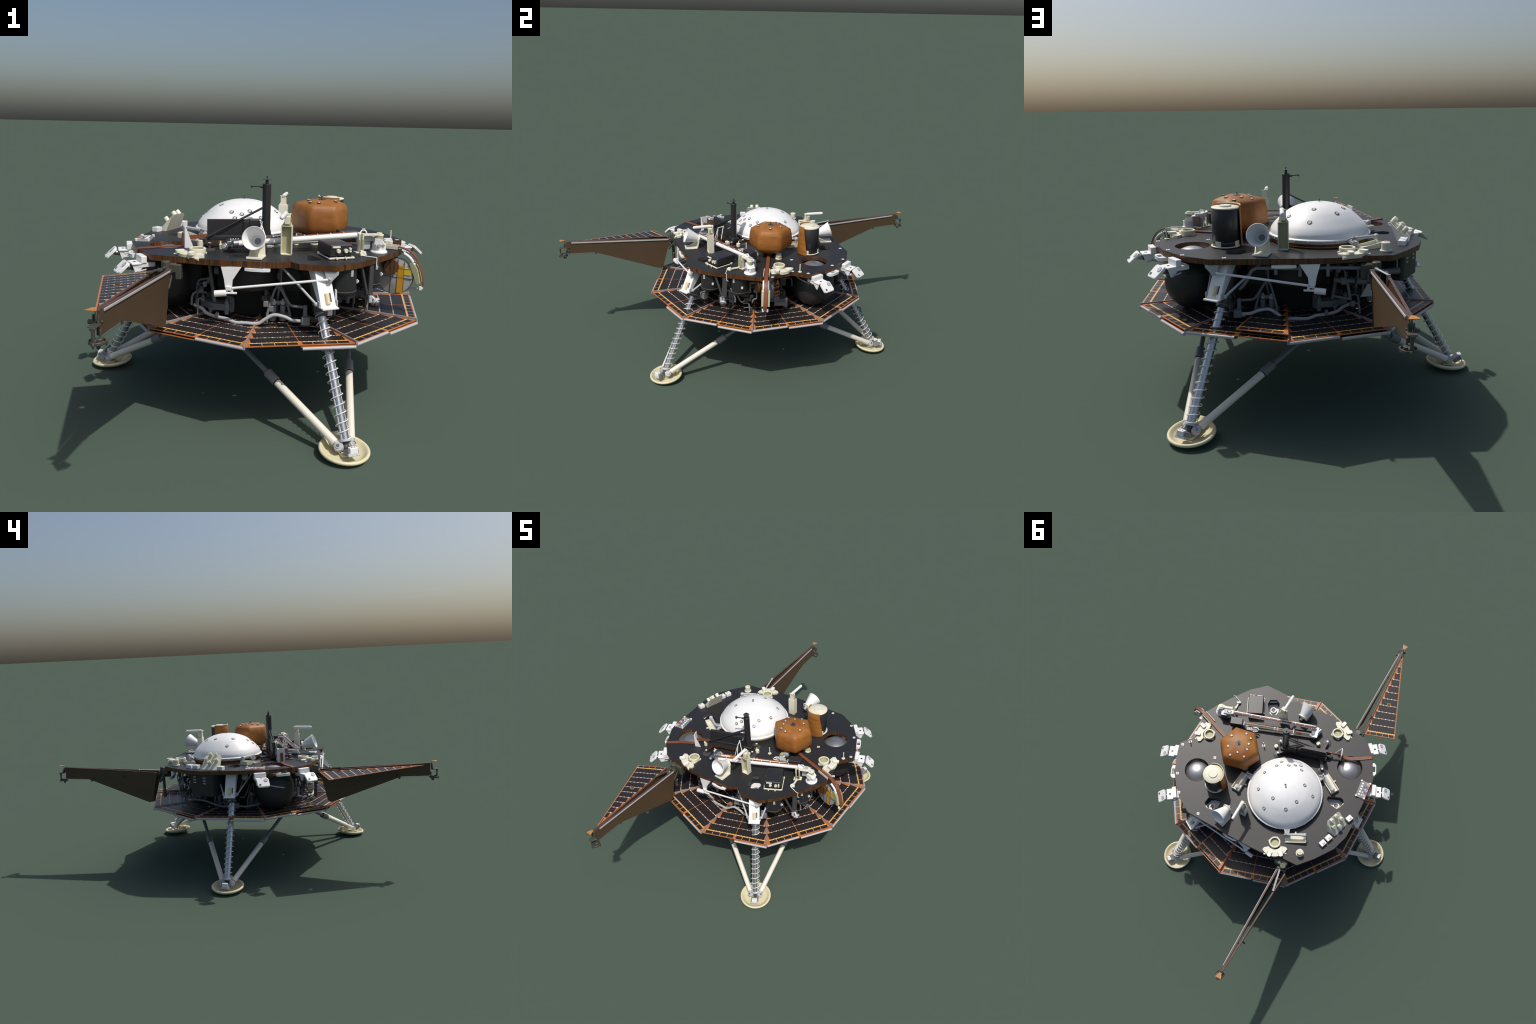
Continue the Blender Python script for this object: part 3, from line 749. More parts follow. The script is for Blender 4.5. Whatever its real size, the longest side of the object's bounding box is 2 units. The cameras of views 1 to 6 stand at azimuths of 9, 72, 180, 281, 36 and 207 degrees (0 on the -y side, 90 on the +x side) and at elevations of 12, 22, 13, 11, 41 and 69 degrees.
e = V((.955, .285, 0)).normalized(); f = V((-e.y, e.x, 0)); eang = math.atan2(e.y, e.x)
A, B = V((-.128, -.195, 0)), V((.052, -.142, 0)); mid = (A + B) / 2
o_ = f * .014
pm.slab([A + o_ + V((0, 0, .570)), B + o_ + V((0, 0, .570)), B + o_ + V((0, 0, .640)), A + o_ + V((0, 0, .640))], .016, BLACKIN)
pm.box(V((.030, -.131, .605)), (.046, .034, .070), BLACKIN, rot=eang, bev=.002); pm.box(V((-.002, -.142, .603)), (.022, .028, .066), BLACKIN, rot=eang)
pm.box(mid + o_ + V((0, 0, .577)), ((B - A).length, .030, .014), BLACKIN, rot=eang); pm.box(V((mx, my, .577)), (.044, .040, .018), BLACKIN, rot=eang, bev=.004)
for q in (-.023, .023): pm.slab([V((mx, my, .57)) + e * q, V((mx, my, .57)) + e * q * .6, V((mx, my, .612)) + e * q * .6], .004, BLACKIN)
base = V((-.022, -.160, 0))
pm.plate([(-.130, -.032), (-.06, -.026), (.07, -.030), (.105, -.034), (.105, .034), (.07, .030), (-.06, .026), (-.130, .032)], .560, .570, BLACKIN, EDGE, T=rz(eang, base.x + .008, base.y + .004))
for o in (-.006, .006): pm.cyl(V((-.147, -.202, .571)) + f * o, V((.060, -.130, .684)) + f * o * .8, .0030, BLACKIN, n=10)
pm.box((-.143, -.200, .572), (.020, .026, .010), BLACKIN, rot=eang)
pm.cyl((.046, -.118, .640), (.052, -.155, .628), .0016, LGREY, n=6)
for p0, p1 in (((.0647, -.2081, .6417), (.0609, -.2145, .578)), ((.0647, -.2081, .6417), (.052, -.222, .580)), ((.0647, -.2081, .6417), (.0541, -.1784, .6431)), ((.0541, -.1784, .6431), (.079, -.196, .583))):
    pm.cyl(p0, p1, .0020, WHITE, n=8); pm.ball(p0, .0035, WHITE, 10)
pm = pm.done()
for p, q in (((-.1046, -.2623), (-.105, -.200)), ((-.1506, -.1165), (-.105, -.185)), ((.0869, -.083), (.055, -.125)), ((.1055, -.1475), (.065, -.135))):
    ft = Part("probe_foot", pm); p, q = V((*p, 0)), V((*q, 0))
    ft.beam(q + V((0, 0, .566)), p + V((0, 0, .5655)), .018, .010, EDGE); ft.beam(q + V((0, 0, .5715)), p + V((0, 0, .5712)), .0165, .0022, BLACKIN)
    ft.cyl(p + V((0, 0, DZ)), p + V((0, 0, .5615)), .004, DGREY); ft.lathe([(0, DZ), (.021, DZ), (.021, DZ + .003), (.012, DZ + .006), (0, DZ + .006)], p, (0, 0, 1), DGREY, 24); ft.box(p + V((0, 0, .5728)), (.009, .009, .0008), WHITE, rot=.6, bev=.0002)
    ft.done()
for x, y in ((.113, -.114), (-.068, -.232), (-.150, -.205)):
    c = Part("deck_bollard", root); c.cyl((x, y, DZ), (x, y, DZ + .017), .0105, CREAM); c.cyl((x - .006, y + .003, DZ + .016), (x - .006, y + .003, DZ + .027), .0028, CREAM, n=8); c.done()
c = Part("deck_valve", root); c.box((.090, -.166, .566), (.026, .016, .014), CREAM, rot=.2); c.cyl((.080, -.170, .555), (.100, -.162, .555), .007, WHITE); c.box((.087, -.167, DZ + .005), (.02, .02, .009), LGREY); c.done()

# ------------------------------------------------------------------ robotic arm
arm = Part("robotic_arm", root)
a0, a1 = V((-.004, -.2925, .581)), V((.384, -.1535, .604)); ad = (a1 - a0).normalized(); an_ = V((-ad.y, ad.x, 0))
arm.cyl(a0, a1, .0100, WHITE, n=24)
arm.beam(a0 + V((0, 0, .0105)) + an_ * .003, a1 + V((0, 0, .0105)) + an_ * .003, .008, .003, BELT)
for i in range(1, 9):
    q = a0.lerp(a1, i / 9.0); arm.beam(q - an_ * .006 + V((0, 0, .0105)), q + an_ * .007 + V((0, 0, .0125)), .0022, .002, WHITE)
b0, b1 = V((-.016, -.2540, .572)), V((.345, -.1225, .580))
arm.cyl(b0, b1, .0075, CREAM, n=18); arm.beam(b0 + V((0, 0, .008)), b1 + V((0, 0, .008)), .006, .003, BELT)
for t, w, mt in ((.18, .030, ORANGE), (.30, .05, CREAM), (.46, .004, WHITE), (.50, .004, WHITE), (.56, .002, CREAM), (.60, .002, CREAM), (.64, .002, CREAM)):
    q = b0.lerp(b1, t); arm.cyl(q - ad * w / 2 - ad * .003, q + ad * w / 2 + ad * .003, .0095 if mt is WHITE else .0080, mt, n=16)
# elbow
arm.cyl(a0 - ad * .014, a0 + ad * .004, .0130, STEEL, n=18); arm.cyl(V((-.046, -.300, .570)), V((-.030, -.240, .572)), .0125, SILVER, n=18)
arm.box((-.036, -.272, .583), (.016, .060, .010), SILVER, rot=rad(15)); arm.cyl(V((-.047, -.305, .570)), V((-.0455, -.300, .570)), .006, LGREY)
arm.box((-.022, -.262, .575), (.020, .022, .024), GREY, rot=.3); arm.cyl((-.030, -.245, .575), (-.010, -.250, .574), .009, LGREY)
for i in range(4): arm.box((-.028 + .008 * i, -.285 + .003 * i, .592), (.004, .006, .008), LGREY, rot=.3)
# shoulder and pedestal
sc = V((.4615, -.1485, 0))
arm.lathe([(0, DZ), (.029, DZ), (.029, DZ + .003), (.027, DZ + .006), (.0235, DZ + .0075), (0, DZ + .0075)], sc, (0, 0, 1), WHITE, 36)
arm.plate(rrect(.040, .034, .006), DZ + .007, .578, WHITE, WHITE, T=rz(rad(25), sc.x, sc.y)); arm.slab([sc + V((.020, -.012, .577)), sc + V((-.017, -.012, .577)), sc + V((-.015, -.012, .596)), sc + V((.002, -.012, .596))], .016, WHITE)
arm.slab([sc + V((.018, .006, .577)), sc + V((-.017, .006, .577)), sc + V((-.015, .006, .596)), sc + V((.002, .006, .596))], .022, WHITE)
arm.cyl(sc + V((0, -.028, .575)), sc + V((0, -.014, .575)), .0065, LGREY)
arm.cyl(sc + V((-.001, 0, .594)), sc + V((-.001, 0, .604)), .0135, OLIVE); arm.cyl(sc + V((-.001, 0, .604)), sc + V((-.001, 0, .610)), .0150, CREAM); arm.cyl(sc + V((-.001, 0, .610)), sc + V((-.001, 0, .615)), .0095, CREAM)
arm.beam(sc + V((-.002, 0, .6085)), (.402, -.170, .6085), .012, .008, CREAM)
arm.beam(a1 + V((0, 0, .002)), (.444, -.128, .590), .022, .018, WHITE); arm.box((.420, -.140, .596), (.030, .024, .024), LGREY, rot=.35); arm.box((.417, -.138, .572), (.026, .020, .034), LGREY, rot=.35)
arm.box((.428, -.124, .580), (.030, .014, .040), STEEL, rot=.3); arm.tube([(.395, -.150, .612), (.402, -.147, .620), (.412, -.144, .620), (.418, -.142, .610)], .0025, WHITE, 8)
arm = arm.done()
for cx, cy in ((.392, -.1785), (.404, -.168)):
    u = Part("arm_rest", arm); u.box((cx, cy, .581), (.006, .016, .066), CREAM, rot=rad(22)); u.box((cx + .004, cy - .008, .572), (.004, .004, .046), OLIVE, rot=rad(22)); u.box((cx, cy, DZ + .002), (.024, .024, .004), CREAM, rot=rad(22)); u.done()
u = Part("deck_latch", root); u.beam((.402, -.183, .556), (.407, -.232, .554), .008, .007, CREAM); u.box((.4075, -.236, .553), (.022, .012, .009), CREAM, rot=.4); u.tube([(.398, -.238, .558), (.407, -.229, .562), (.417, -.235, .557)], .002, WHITE, 8)
u.tube([(.405, -.245, .552), (.447, -.262, .552), (.452, -.2585, .550), (.452, -.2585, .520), (.455, -.252, .515)], .0017, WHITE, 8, 0); u.done()
s2 = Part("arm_scoop", root); s2.box((.348, -.118, .594), (.062, .040, .040), BLACKIN, rot=.36, bev=.002); s2.box((.318, -.128, .585), (.020, .022, .022), LGREY, rot=.36)
s2.done()
s3 = Part("arm_gripper", root)
for i in range(5): s3.cyl((.243 + .012 * i, -.133 + .006 * (i % 2), .578), (.250 + .012 * i, -.124 + .004 * (i % 2), .586), .0055, LGREY, n=12)
for o in (-1, 1): s3.tube([(.262, -.128 + o * .010, .580), (.244, -.134 + o * .012, .582), (.232, -.138 + o * .004, .580)], .0028, WHITE, 8)
s3.box((.275, -.122, .580), (.03, .016, .014), LGREY, rot=.36); s3.done()

# ------------------------------------------------------------------ black control box with knobs
kb = Part("instrument_box", root); bc = V((.3145, -.2537, 0)); ba = rad(26)
bx, by = V((cos(ba), sin(ba), 0)), V((-sin(ba), cos(ba), 0))
kb.box(bc + V((0, 0, .5755)), (.0785, .104, .039), BLACKIN, rot=ba, bev=.003)
fr = -by * .052
kb.box(bc + fr - bx * .018 - by * .001 + V((0, 0, .588)), (.028, .006, .006), CREAM, rot=ba)
for o, z, r in ((-.012, .576, .0068), (.014, .576, .0068), (.0285, .5825, .0038), (.0285, .5745, .0038)):
    q = bc + fr + bx * o + V((0, 0, z)); kb.cyl(q, q - by * .010, r, CREAM, n=18)
kb.beam(bc - bx * .044 - by * .058 + V((0, 0, DZ + .005)), bc + bx * .044 - by * .058 + V((0, 0, DZ + .005)), .006, .006, CREAM)
kb.beam(bc + bx * .044 - by * .058 + V((0, 0, DZ + .005)), bc + bx * .044 + by * .030 + V((0, 0, DZ + .005)), .004, .004, CREAM)
kb.beam(bc - bx * .044 - by * .058 + V((0, 0, DZ + .005)), bc - bx * .044 + by * .030 + V((0, 0, DZ + .005)), .004, .004, LGREY)
for o in (-.020, .012): kb.cyl(bc + bx * o - by * .058 + V((0, 0, DZ + .006)), bc + bx * o - by * .068 + V((0, 0, DZ + .006)), .0042, CREAM, n=14)
for o in (-1, 1): kb.box(bc + bx * .044 * o + by * .030 + V((0, 0, DZ + .006)), (.007, .009, .009), CREAM, rot=ba)
kb.done()

# ------------------------------------------------------------------ three ring mounts at the deck edge (local x radial)
rm = Part("ring_mount", root, angle=40); r0 = .3815
rm.plate(rrect(.050, .050, .006), 0, .004, CREAM, CREAM, T=M.Translation((r0, 0, DZ)) @ M.Rotation(rad(20), 4, 'Z'))
rm.pipe((r0, 0, DZ + .003), (r0, 0, DZ + .020), .0275, .0205, CREAM, 36, inner=OLIVE); rm.cyl((r0, 0, DZ + .003), (r0, 0, DZ + .007), .0208, OLIVE, n=30)  # bore and floor of the ring carry painted shade
rm.plate(arc(r0, 0, .068, -62, 62, 14) + [(r0 + .022, .052)] + arc(r0, 0, .034, 58, -58, 14) + [(r0 + .022, -.052)], DZ - .004, DZ + .009, CREAM, CREAM)
for t in (-1, 1):
    q = V((r0 + .051, t * .026, 0)); rm.cyl(q + V((0, 0, DZ + .008)), q + V((0, 0, DZ + .0105)), .0135, OLIVE)
    rm.plate(rrect(.030, .018, .006), DZ + .0100, DZ + .0185, WHITE, CREAM, T=M.Translation((q.x + .004, q.y, 0)) @ M.Rotation(rad(20 * t), 4, 'Z'))
rm.cyl((r0 + .052, -.055, DZ - .002), (r0 + .052, .055, DZ - .002), .005, CREAM)
m0 = rm.done(rz(0, BX - .001, -.002))
for a in (120, -120): copy(m0, rz(rad(a), BX - .001, -.002), root)
for x, y in ((.1725, -.088), (.512, .078)):
    c = Part("rod_antenna", root); c.cyl((x, y, DZ), (x, y, DZ + .003), .0090, CREAM, n=18); c.cyl((x, y, DZ + .002), (x, y, .588), .0028, CREAM, n=10); c.done()

# ------------------------------------------------------------------ sensor panel with five barrels, boxes and can
sp = Part("barrel_panel", root)
tl, tr, br, bl = V((-.2986, .1326, .6137)), V((-.3266, .0505, .6134)), V((-.392, .0735, .5505)), V((-.358, .1545, .5505))
nrm = (tr - tl).cross(bl - tl).normalized(); nrm = nrm if nrm.z > 0 else -nrm
e1 = (tr - tl).normalized(); c0 = (tl + tr + br + bl) / 4
il, ir = V((-.325, .1525, DZ)), V((-.3545, .0570, DZ)); ol, orr = V((-.367, .1560, DZ)), V((-.3885, .0735, DZ)); up_ = V((0, 0, .004))
t0, t1 = tl + e1 * .010, tr - e1 * .010
q0, q1 = tl + (ol - tl) * .14 + nrm * .0, tr + (orr - tr) * .14; k0, k1 = tl + (il - tl) * .14, tr + (ir - tr) * .14
sp.add([t0, q0, ol, il, k0, t1, q1, orr, ir, k1], [[0, 1, 2, 3, 4], [5, 9, 8, 7, 6], [0, 5, 6, 1], [1, 6, 7, 2], [2, 7, 8, 3], [3, 8, 9, 4], [4, 9, 5, 0]], CREAM)
c0 = (t0 + t1 + ol + orr) / 4; nrm = (orr - t1).cross(t0 - t1).normalized(); nrm = nrm if nrm.z > 0 else -nrm
for p in ((-.3354, .0846, .6212), (-.3632, .0767, .5994), (-.3278, .1142, .6225), (-.3466, .1318, .6013), (-.3700, .1109, .5885)):
    p = V(p); d = (p - c0).dot(nrm); sp.cyl(p - nrm * d, p, .0095, CREAM, n=24)
sp.done()
for x, y in ((-.331, .218), (-.3435, .1811), (-.3872, .0443)):
    b = Part("sensor_box", root); b.box((x, y, DZ + .009), (.026, .030, .018), WHITE, rot=rad(-20), bev=.001); b.box((x - .006, y, DZ + .0181), (.008, .012, .0008), OLIVE, rot=rad(-20), bev=.0002); b.done()
c = Part("connector_can", root); q = V((-.2575, .3135, 0))
c.cyl(q + V((0, 0, DZ)), q + V((0, 0, DZ + .006)), .0195, CREAM, n=30); c.cyl(q + V((0, 0, DZ + .005)), q + V((0, 0, .580)), .0150, CREAM, n=30)
for a in range(4): c.cyl(q + V((.005 * cos(a * pi / 2 + .6), .005 * sin(a * pi / 2 + .6), .579)), q + V((.005 * cos(a * pi / 2 + .6), .005 * sin(a * pi / 2 + .6), .5835)), .0018, BRASS, n=8)
c.done()

# ------------------------------------------------------------------ colour calibration board
cb = Part("calibration_board", root); T = rz(rad(6), -.379, -.125, DZ)
cb.plate(rrect(.050, .090, .002, 2), 0, .006, GREY, LGREY, T=T)
cb = cb.done()
def chip(x, y, w, h, mt, name="colour_chip"):
    p = Part(name, cb); p.box((0, 0, 0), (w, h, .0022), mt, bev=.0003); p.done(T @ M.Translation((x, y, .0066)))
for i in range(5): chip(.011, -.030 + .015 * i, .009, .009, WHITE)
for i, mt in enumerate((GREEN, BLUE, RED, WHITE, WHITE)): chip(-.002, -.030 + .015 * i, .006, .006, mt)
for i, mt in enumerate((BLUE, WHITE, BLUE, WHITE)): chip(-.011, -.018 + .015 * i, .006, .006, mt)
for i in range(5): chip(-.0205, -.030 + .015 * i, .006, .012, PINK if i % 2 == 0 else RED)
chip(-.012, -.034, .010, .012, PINK)
for x, y in ((.022, -.042), (-.022, -.042), (-.020, .042), (.022, .042)):
    k = Part("board_bolt", cb); k.cyl((0, 0, 0), (0, 0, .010), .0055, CREAM, n=14); k.done(T @ M.Translation((x, y, 0)))

# ------------------------------------------------------------------ rust coloured tether belts
def ribbon(part, pts, w, th, side, mt):
    P = spline(pts, 6); vs, fs = [], []
    sd = V(side).normalized()
    for i, p in enumerate(P):
        t = (P[min(i + 1, len(P) - 1)] - P[max(i - 1, 0)]).normalized(); s = (sd - t * sd.dot(t)).normalized(); nn_ = s.cross(t)
        for a, b in ((-1, -1), (1, -1), (1, 1), (-1, 1)): vs.append(p + s * a * w / 2 + nn_ * b * th / 2)
    for i in range(len(P) - 1):
        for j in range(4): fs.append([i * 4 + j, i * 4 + (j + 1) % 4, i * 4 + 4 + (j + 1) % 4, i * 4 + 4 + j])
    fs += [[3, 2, 1, 0], [len(vs) - 4 + j for j in range(4)]]
    part.add(vs, fs, mt)
side = (.32, .95, 0)
tb = Part("tether_belt", root)
ribbon(tb, [(.285, -.004, .556), (.340, -.024, .553), (.425, -.054, .553), (.500, -.082, .556), (.548, -.098, .556), (.585, -.110, .535), (.607, -.118, .495), (.619, -.123, .455), (.620, -.124, .430)], .0165, .003, side, BELT)
tb = tb.done()
tg = Part("belt_guide", tb); sv = V(side).normalized()
for o in (-1, 1):
    tg.beam(V((.464, -.068, .557)) + sv * o * .0125, V((.531, -.092, .557)) + sv * o * .0125, .003, .013, CREAM)
    tg.tube([V((.553, -.100, .540)) + sv * o * .010, V((.572, -.106, .528)) + sv * o * .010, V((.585, -.110, .512)) + sv * o * .010], .0055, WHITE, 10)
    tg.ball(V((.589, -.112, .506)) + sv * o * .010, .005, WHITE, 10); tg.box(V((.614, -.121, .424)) + sv * o * .010, (.010, .008, .014), WHITE)
tg.slab([V((.586, -.110, .512)), V((.601, -.1155, .490)), V((.613, -.1195, .442)), V((.603, -.116, .438)), V((.588, -.111, .475)), V((.574, -.106, .508))], .038, OLIVE)
tg.tube([(.612, -.121, .424), (.600, -.117, .419), (.565, -.106, .418), (.545, -.100, .420)], .0035, LGREY, 8)
tg.done()
# round quilted cover with tape cross behind the belt
qd = Part("quilted_disc", root); qc = V((.5225, -.107, .4585)); qn = V((-.30, -.95, .03)).normalized(); F = frame(qn, (.95, -.30, 0)); QT = M.Translation(qc) @ F.to_4x4()
qd.lathe([(.0635, -.0005), (.062, 0), (0, .0015)], qc, qn, QUILT, 56); qd.lathe([(.0635, -.0165), (.0645, -.015), (.0645, -.002), (.0635, -.0005)], qc, qn, DGREY, 56); qd.lathe([(0, -.018), (.062, -.0175), (.0635, -.0165)], qc, qn, QUILT, 56)
qd.ring(qc - qn * .001, .0640, .0014, DGREY, axis=qn, n=48)
qx, qy = F.col[0], F.col[1]
if qy.z < 0: qy = -qy
if qx.x < 0: qx = -qx
Rq = M((qx, qy, qn)).transposed()
qd.box(qc + qx * .0215 - qy * .0095 + qn * .0010, (.0225, .098, .0030), AMBER, R=Rq, bev=.0004); qd.box(qc + qx * .0205 + qy * .0185 + qn * .0008, (.072, .0235, .0028), YELLOW, R=Rq, bev=.0004)
qd.box(qc + qx * .0215 - qy * .0095 - qn * .0175, (.0225, .098, .0030), AMBER, R=Rq, bev=.0004); qd.box(qc + qx * .0205 + qy * .0185 - qn * .0172, (.072, .0235, .0028), YELLOW, R=Rq, bev=.0004)
for o in (-.012, .0105, .0328): qd.box(qc + qx * o + qn * .0015, (.0008, 2 * math.sqrt(.0625 ** 2 - o * o), .0034), DGREY, R=Rq, bev=.0002)
for o in (-.004, .0285): qd.box(qc + qy * o + qn * .0015, (2 * math.sqrt(.0625 ** 2 - o * o), .0008, .0034), DGREY, R=Rq, bev=.0002)
qd.done()
t2 = Part("tether_belt", root)
ribbon(t2, [(-.128, -.2015, .585), (-.165, -.213, .582), (-.197, -.226, .580)], .014, .003, (0, 0, 1), BELT)
ribbon(t2, [(-.2065, -.231, .598), (-.2075, -.2315, .578), (-.2085, -.232, .553)], .014, .003, (.45, -.9, 0), BELT)
ribbon(t2, [(-.2085, -.2345, .5525), (-.232, -.239, .5505), (-.275, -.259, .5505), (-.330, -.296, .5505), (-.3405, -.303, .5505)], .0165, .0025, (.45, -.9, 0), BELT)
ribbon(t2, [(-.3405, -.303, .5515), (-.3445, -.306, .548), (-.3450, -.3065, .530), (-.3445, -.306, .520)], .0165, .0025, (.45, -.9, 0), BELT)
t2.done()
tbk = Part("belt_bracket", root); fv = V((.38, -.92, 0)).normalized()
c2 = V((-.2005, -.228, 0))
tbk.slab([c2 - fv * .019 + V((.0, 0, DZ)), c2 + fv * .019 + V((0, 0, DZ)), c2 + fv * .019 + V((0, 0, .6205)), c2 - fv * .019 + V((0, 0, .617))], .004, WHITE)
tbk.slab([c2 + fv * .018 + V((0, 0, DZ)), c2 + fv * .018 + V((.027, .009, DZ)), c2 + fv * .018 + V((.002, 0, .6205))], .003, WHITE)
tbk.cyl(c2 + V((.050, .020, DZ)), c2 + V((.050, .020, .572)), .011, CREAM)
tbk.done()

# ------------------------------------------------------------------ four thruster modules (local x outwards)
th = Part("thruster_module", root)
th.box((-.022, 0, .5275), (.020, .058, .023), WHITE); th.box((.000, 0, .5150), (.036, .056, .006), WHITE)
th.box((-.032, 0, .5085), (.060, .050, .015), WHITE)
th.cyl((.002, 0, .5175), (.002, 0, .5186), .0052, BLACKIN, n=16)
for t in (-.022, .022): th.slab([(-.030, t, .513), (.016, t, .513), (.006, t, .484), (-.002, t, .484)], .003, WHITE)
th.cyl((.010, 0, .500), (.034, 0, .504), .009, STEEL); th.cyl((-.02, 0, .497), (.012, 0, .500), .006, DGREY); th.box((.0, 0, .500), (.03, .03, .012), DGREY)
th.cyl((-.03, .026, .494), (.0, .028, .490), .003, LGREY, n=8)
pc = V((.0445, 0, .5035)); pn = V((.66, 0, .75)).normalized(); F = frame(pn, (0, 1, 0))
th.plate(rrect(.058, .050, .010), -.004, .004, WHITE, WHITE, T=M.Translation(pc) @ F.to_4x4())
th.plate(rrect(.054, .046, .009), .004, .0052, WHITE, WHITE, T=M.Translation(pc) @ F.to_4x4())
for (a, b), r, mt in (((.014, .010), .0085, LGREY), ((-.016, -.013), .0045, DGREY)):
    q = pc + F @ V((a, b, .005)); th.cyl(q, q + pn * .0016, r, mt, n=18)
    th.ring(q + pn * .001, r, .0011, GREY, axis=pn, n=18, k=6)
T0 = [((.573, .158), 22), ((.457, .360), 37), ((-.3310, -.3655), 217), ((-.4475, -.1640), 202)]
for i, ((x, y), a) in enumerate(T0):
    T = rz(rad(a), x, y)
    m0 = th.done(T) if i == 0 else copy(m0, T, root)
for x, y, a in ((.507, .252, 25), (-.377, -.261, 205)):
    c = Part("edge_tray", root); T = rz(rad(a), x, y)
    c.plate([(-.02, -.034), (.004, -.034), (.012, -.022), (.012, .022), (.004, .034), (-.02, .034)], .514, .526, WHITE, WHITE, T=T, holes=[rrect(.016, .03, .003)])
    c.done()

UPIPE = ((.226, -.370, .441), (.2215, -.378, .446), (.2046, -.383, .468), (.1877, -.385, .5012), (.1745, -.385, .5112), (.158, -.385, .5135), (.033, -.385, .5113), (-.067, -.385, .5125), (-.174, -.380, .508))
# ------------------------------------------------------------------ diagonal rod, drive and bracket (front and its mirror)
for sg in (1, -1):
    P = lambda p: V((p[0], p[1] * sg, p[2]))
    r = Part("drive_rod", root)
    r.cyl(P((.302, -.4005, .5025)), P((.004, -.4165, .4615)), .0042, WHITE, n=14); r.box(P((.308, -.398, .5025)), (.015, .012, .014), LGREY); r.ball(P((.308, -.405, .5025)), .0045, SILVER, 10)
    r.slab([P((.2895, -.396, DB)), P((.335, -.396, DB)), P((.335, -.396, .521)), P((.314, -.396, .497)), P((.3, -.396, .497))], .006, LGREY)
    r.slab([P((-.034, -.405, DB)), P((.032, -.405, DB)), P((.005, -.408, .486)), P((.003, -.410, .458)), P((-.018, -.410, .458)), P((-.022, -.408, .486))], .007, WHITE)
    r.box(P((-.008, -.412, .460)), (.016, .014, .014), WHITE); r.cyl(P((-.014, -.415, .4445)), P((-.052, -.419, .441)), .0105, WHITE, n=20)
    r.beam(P((-.018, -.416, .4450)), P((.020, -.414, .4460)), .010, .006, WHITE); r.box(P((.004, -.415, .452)), (.008, .008, .012), WHITE); r.beam(P((-.01, -.414, .452)), P((-.014, -.416, .4420)), .004, .005, LGREY)
    r.done()
    t = Part("edge_tray", root)
    t.plate([(.042, -.408 * sg), (.060, -.414 * sg), (.100, -.414 * sg), (.122, -.408 * sg), (.122, -.385 * sg), (.042, -.385 * sg)], .518, .527, WHITE, WHITE, holes=[[(.064, -.406 * sg), (.1, -.406 * sg), (.1, -.392 * sg), (.064, -.392 * sg)]])
    t.done()
    # coolant line snaking above the fan
    pl = Part("coolant_line", root)
    pl.tube([P(q) for q in ((-.150, -.290, .362), (-.118, -.305, .353), (-.098, -.318, .342), (-.060, -.335, .338), (-.025, -.347, .337), (.005, -.3585, .331), (.040, -.362, .3325), (.080, -.363, .3335), (.105, -.361, .350),
                           (.132, -.359, .365), (.165, -.360, .362), (.196, -.362, .352), (.232, -.362, .352))], .0058, LGREY, 12, 5)
    pl.box(P((.236, -.362, .353)), (.026, .022, .026), GREY); pl.cyl(P((.232, -.345, .364)), P((.232, -.345, .400)), .007, GREY, n=12)
    pl.tube([P(q) for q in ((.230, -.340, .392), (.196, -.335, .392), (.178, -.325, .396), (.150, -.310, .436), (.135, -.305, .448))], .0048, GREY, 8, 4)
    pl.box(P((-.060, -.338, .346)), (.010, .016, .016), GREY)
    pl.done()
    if sg < 0:
        up = Part("coolant_line", root)
        up.tube([P(q) for q in UPIPE], .0062, GREY, 12, 5)
        for x in (.108, .03, -.060): up.box(P((x, -.386, .506)), (.011, .013, .030 if x > .1 else .044), GREY)
        up.done()
    # tangle of lines between tank and body
    rnd = random.Random(5 + sg)
    tn = Part("plumbing", root)
    xs = (-.13, -.21) if sg < 0 else (-.10, -.14)
    for i in range(16):
        x = rnd.uniform(min(xs), max(xs)); y = rnd.uniform(.22, .33); z = rnd.uniform(.37, .50); d = rnd.uniform(.03, .07)
        q = [V((x, y, z)), V((x - d * .5, y + .01, z + rnd.uniform(-.01, .01))), V((x - d * .6, y + .012, z - rnd.uniform(.02, .05)))]
        if sg > 0: q = [V((-p.x * .6 + .02, p.y, p.z)) if i % 2 else p for p in q]
        q = [V((p.x, -p.y if sg > 0 else p.y, p.z)) for p in q]
        tn.tube(q, rnd.choice((.0022, .003, .0042)), rnd.choice((GREY, GREY, DGREY)), 8, 3)
        if i % 3 == 0: tn.cyl(q[0], q[0] + V((0, 0, .018)), .007, GREY, n=12)
        if i % 4 == 1: tn.box(q[2], (.016, .014, .018), GREY)
    tn.done(kind="stuff")

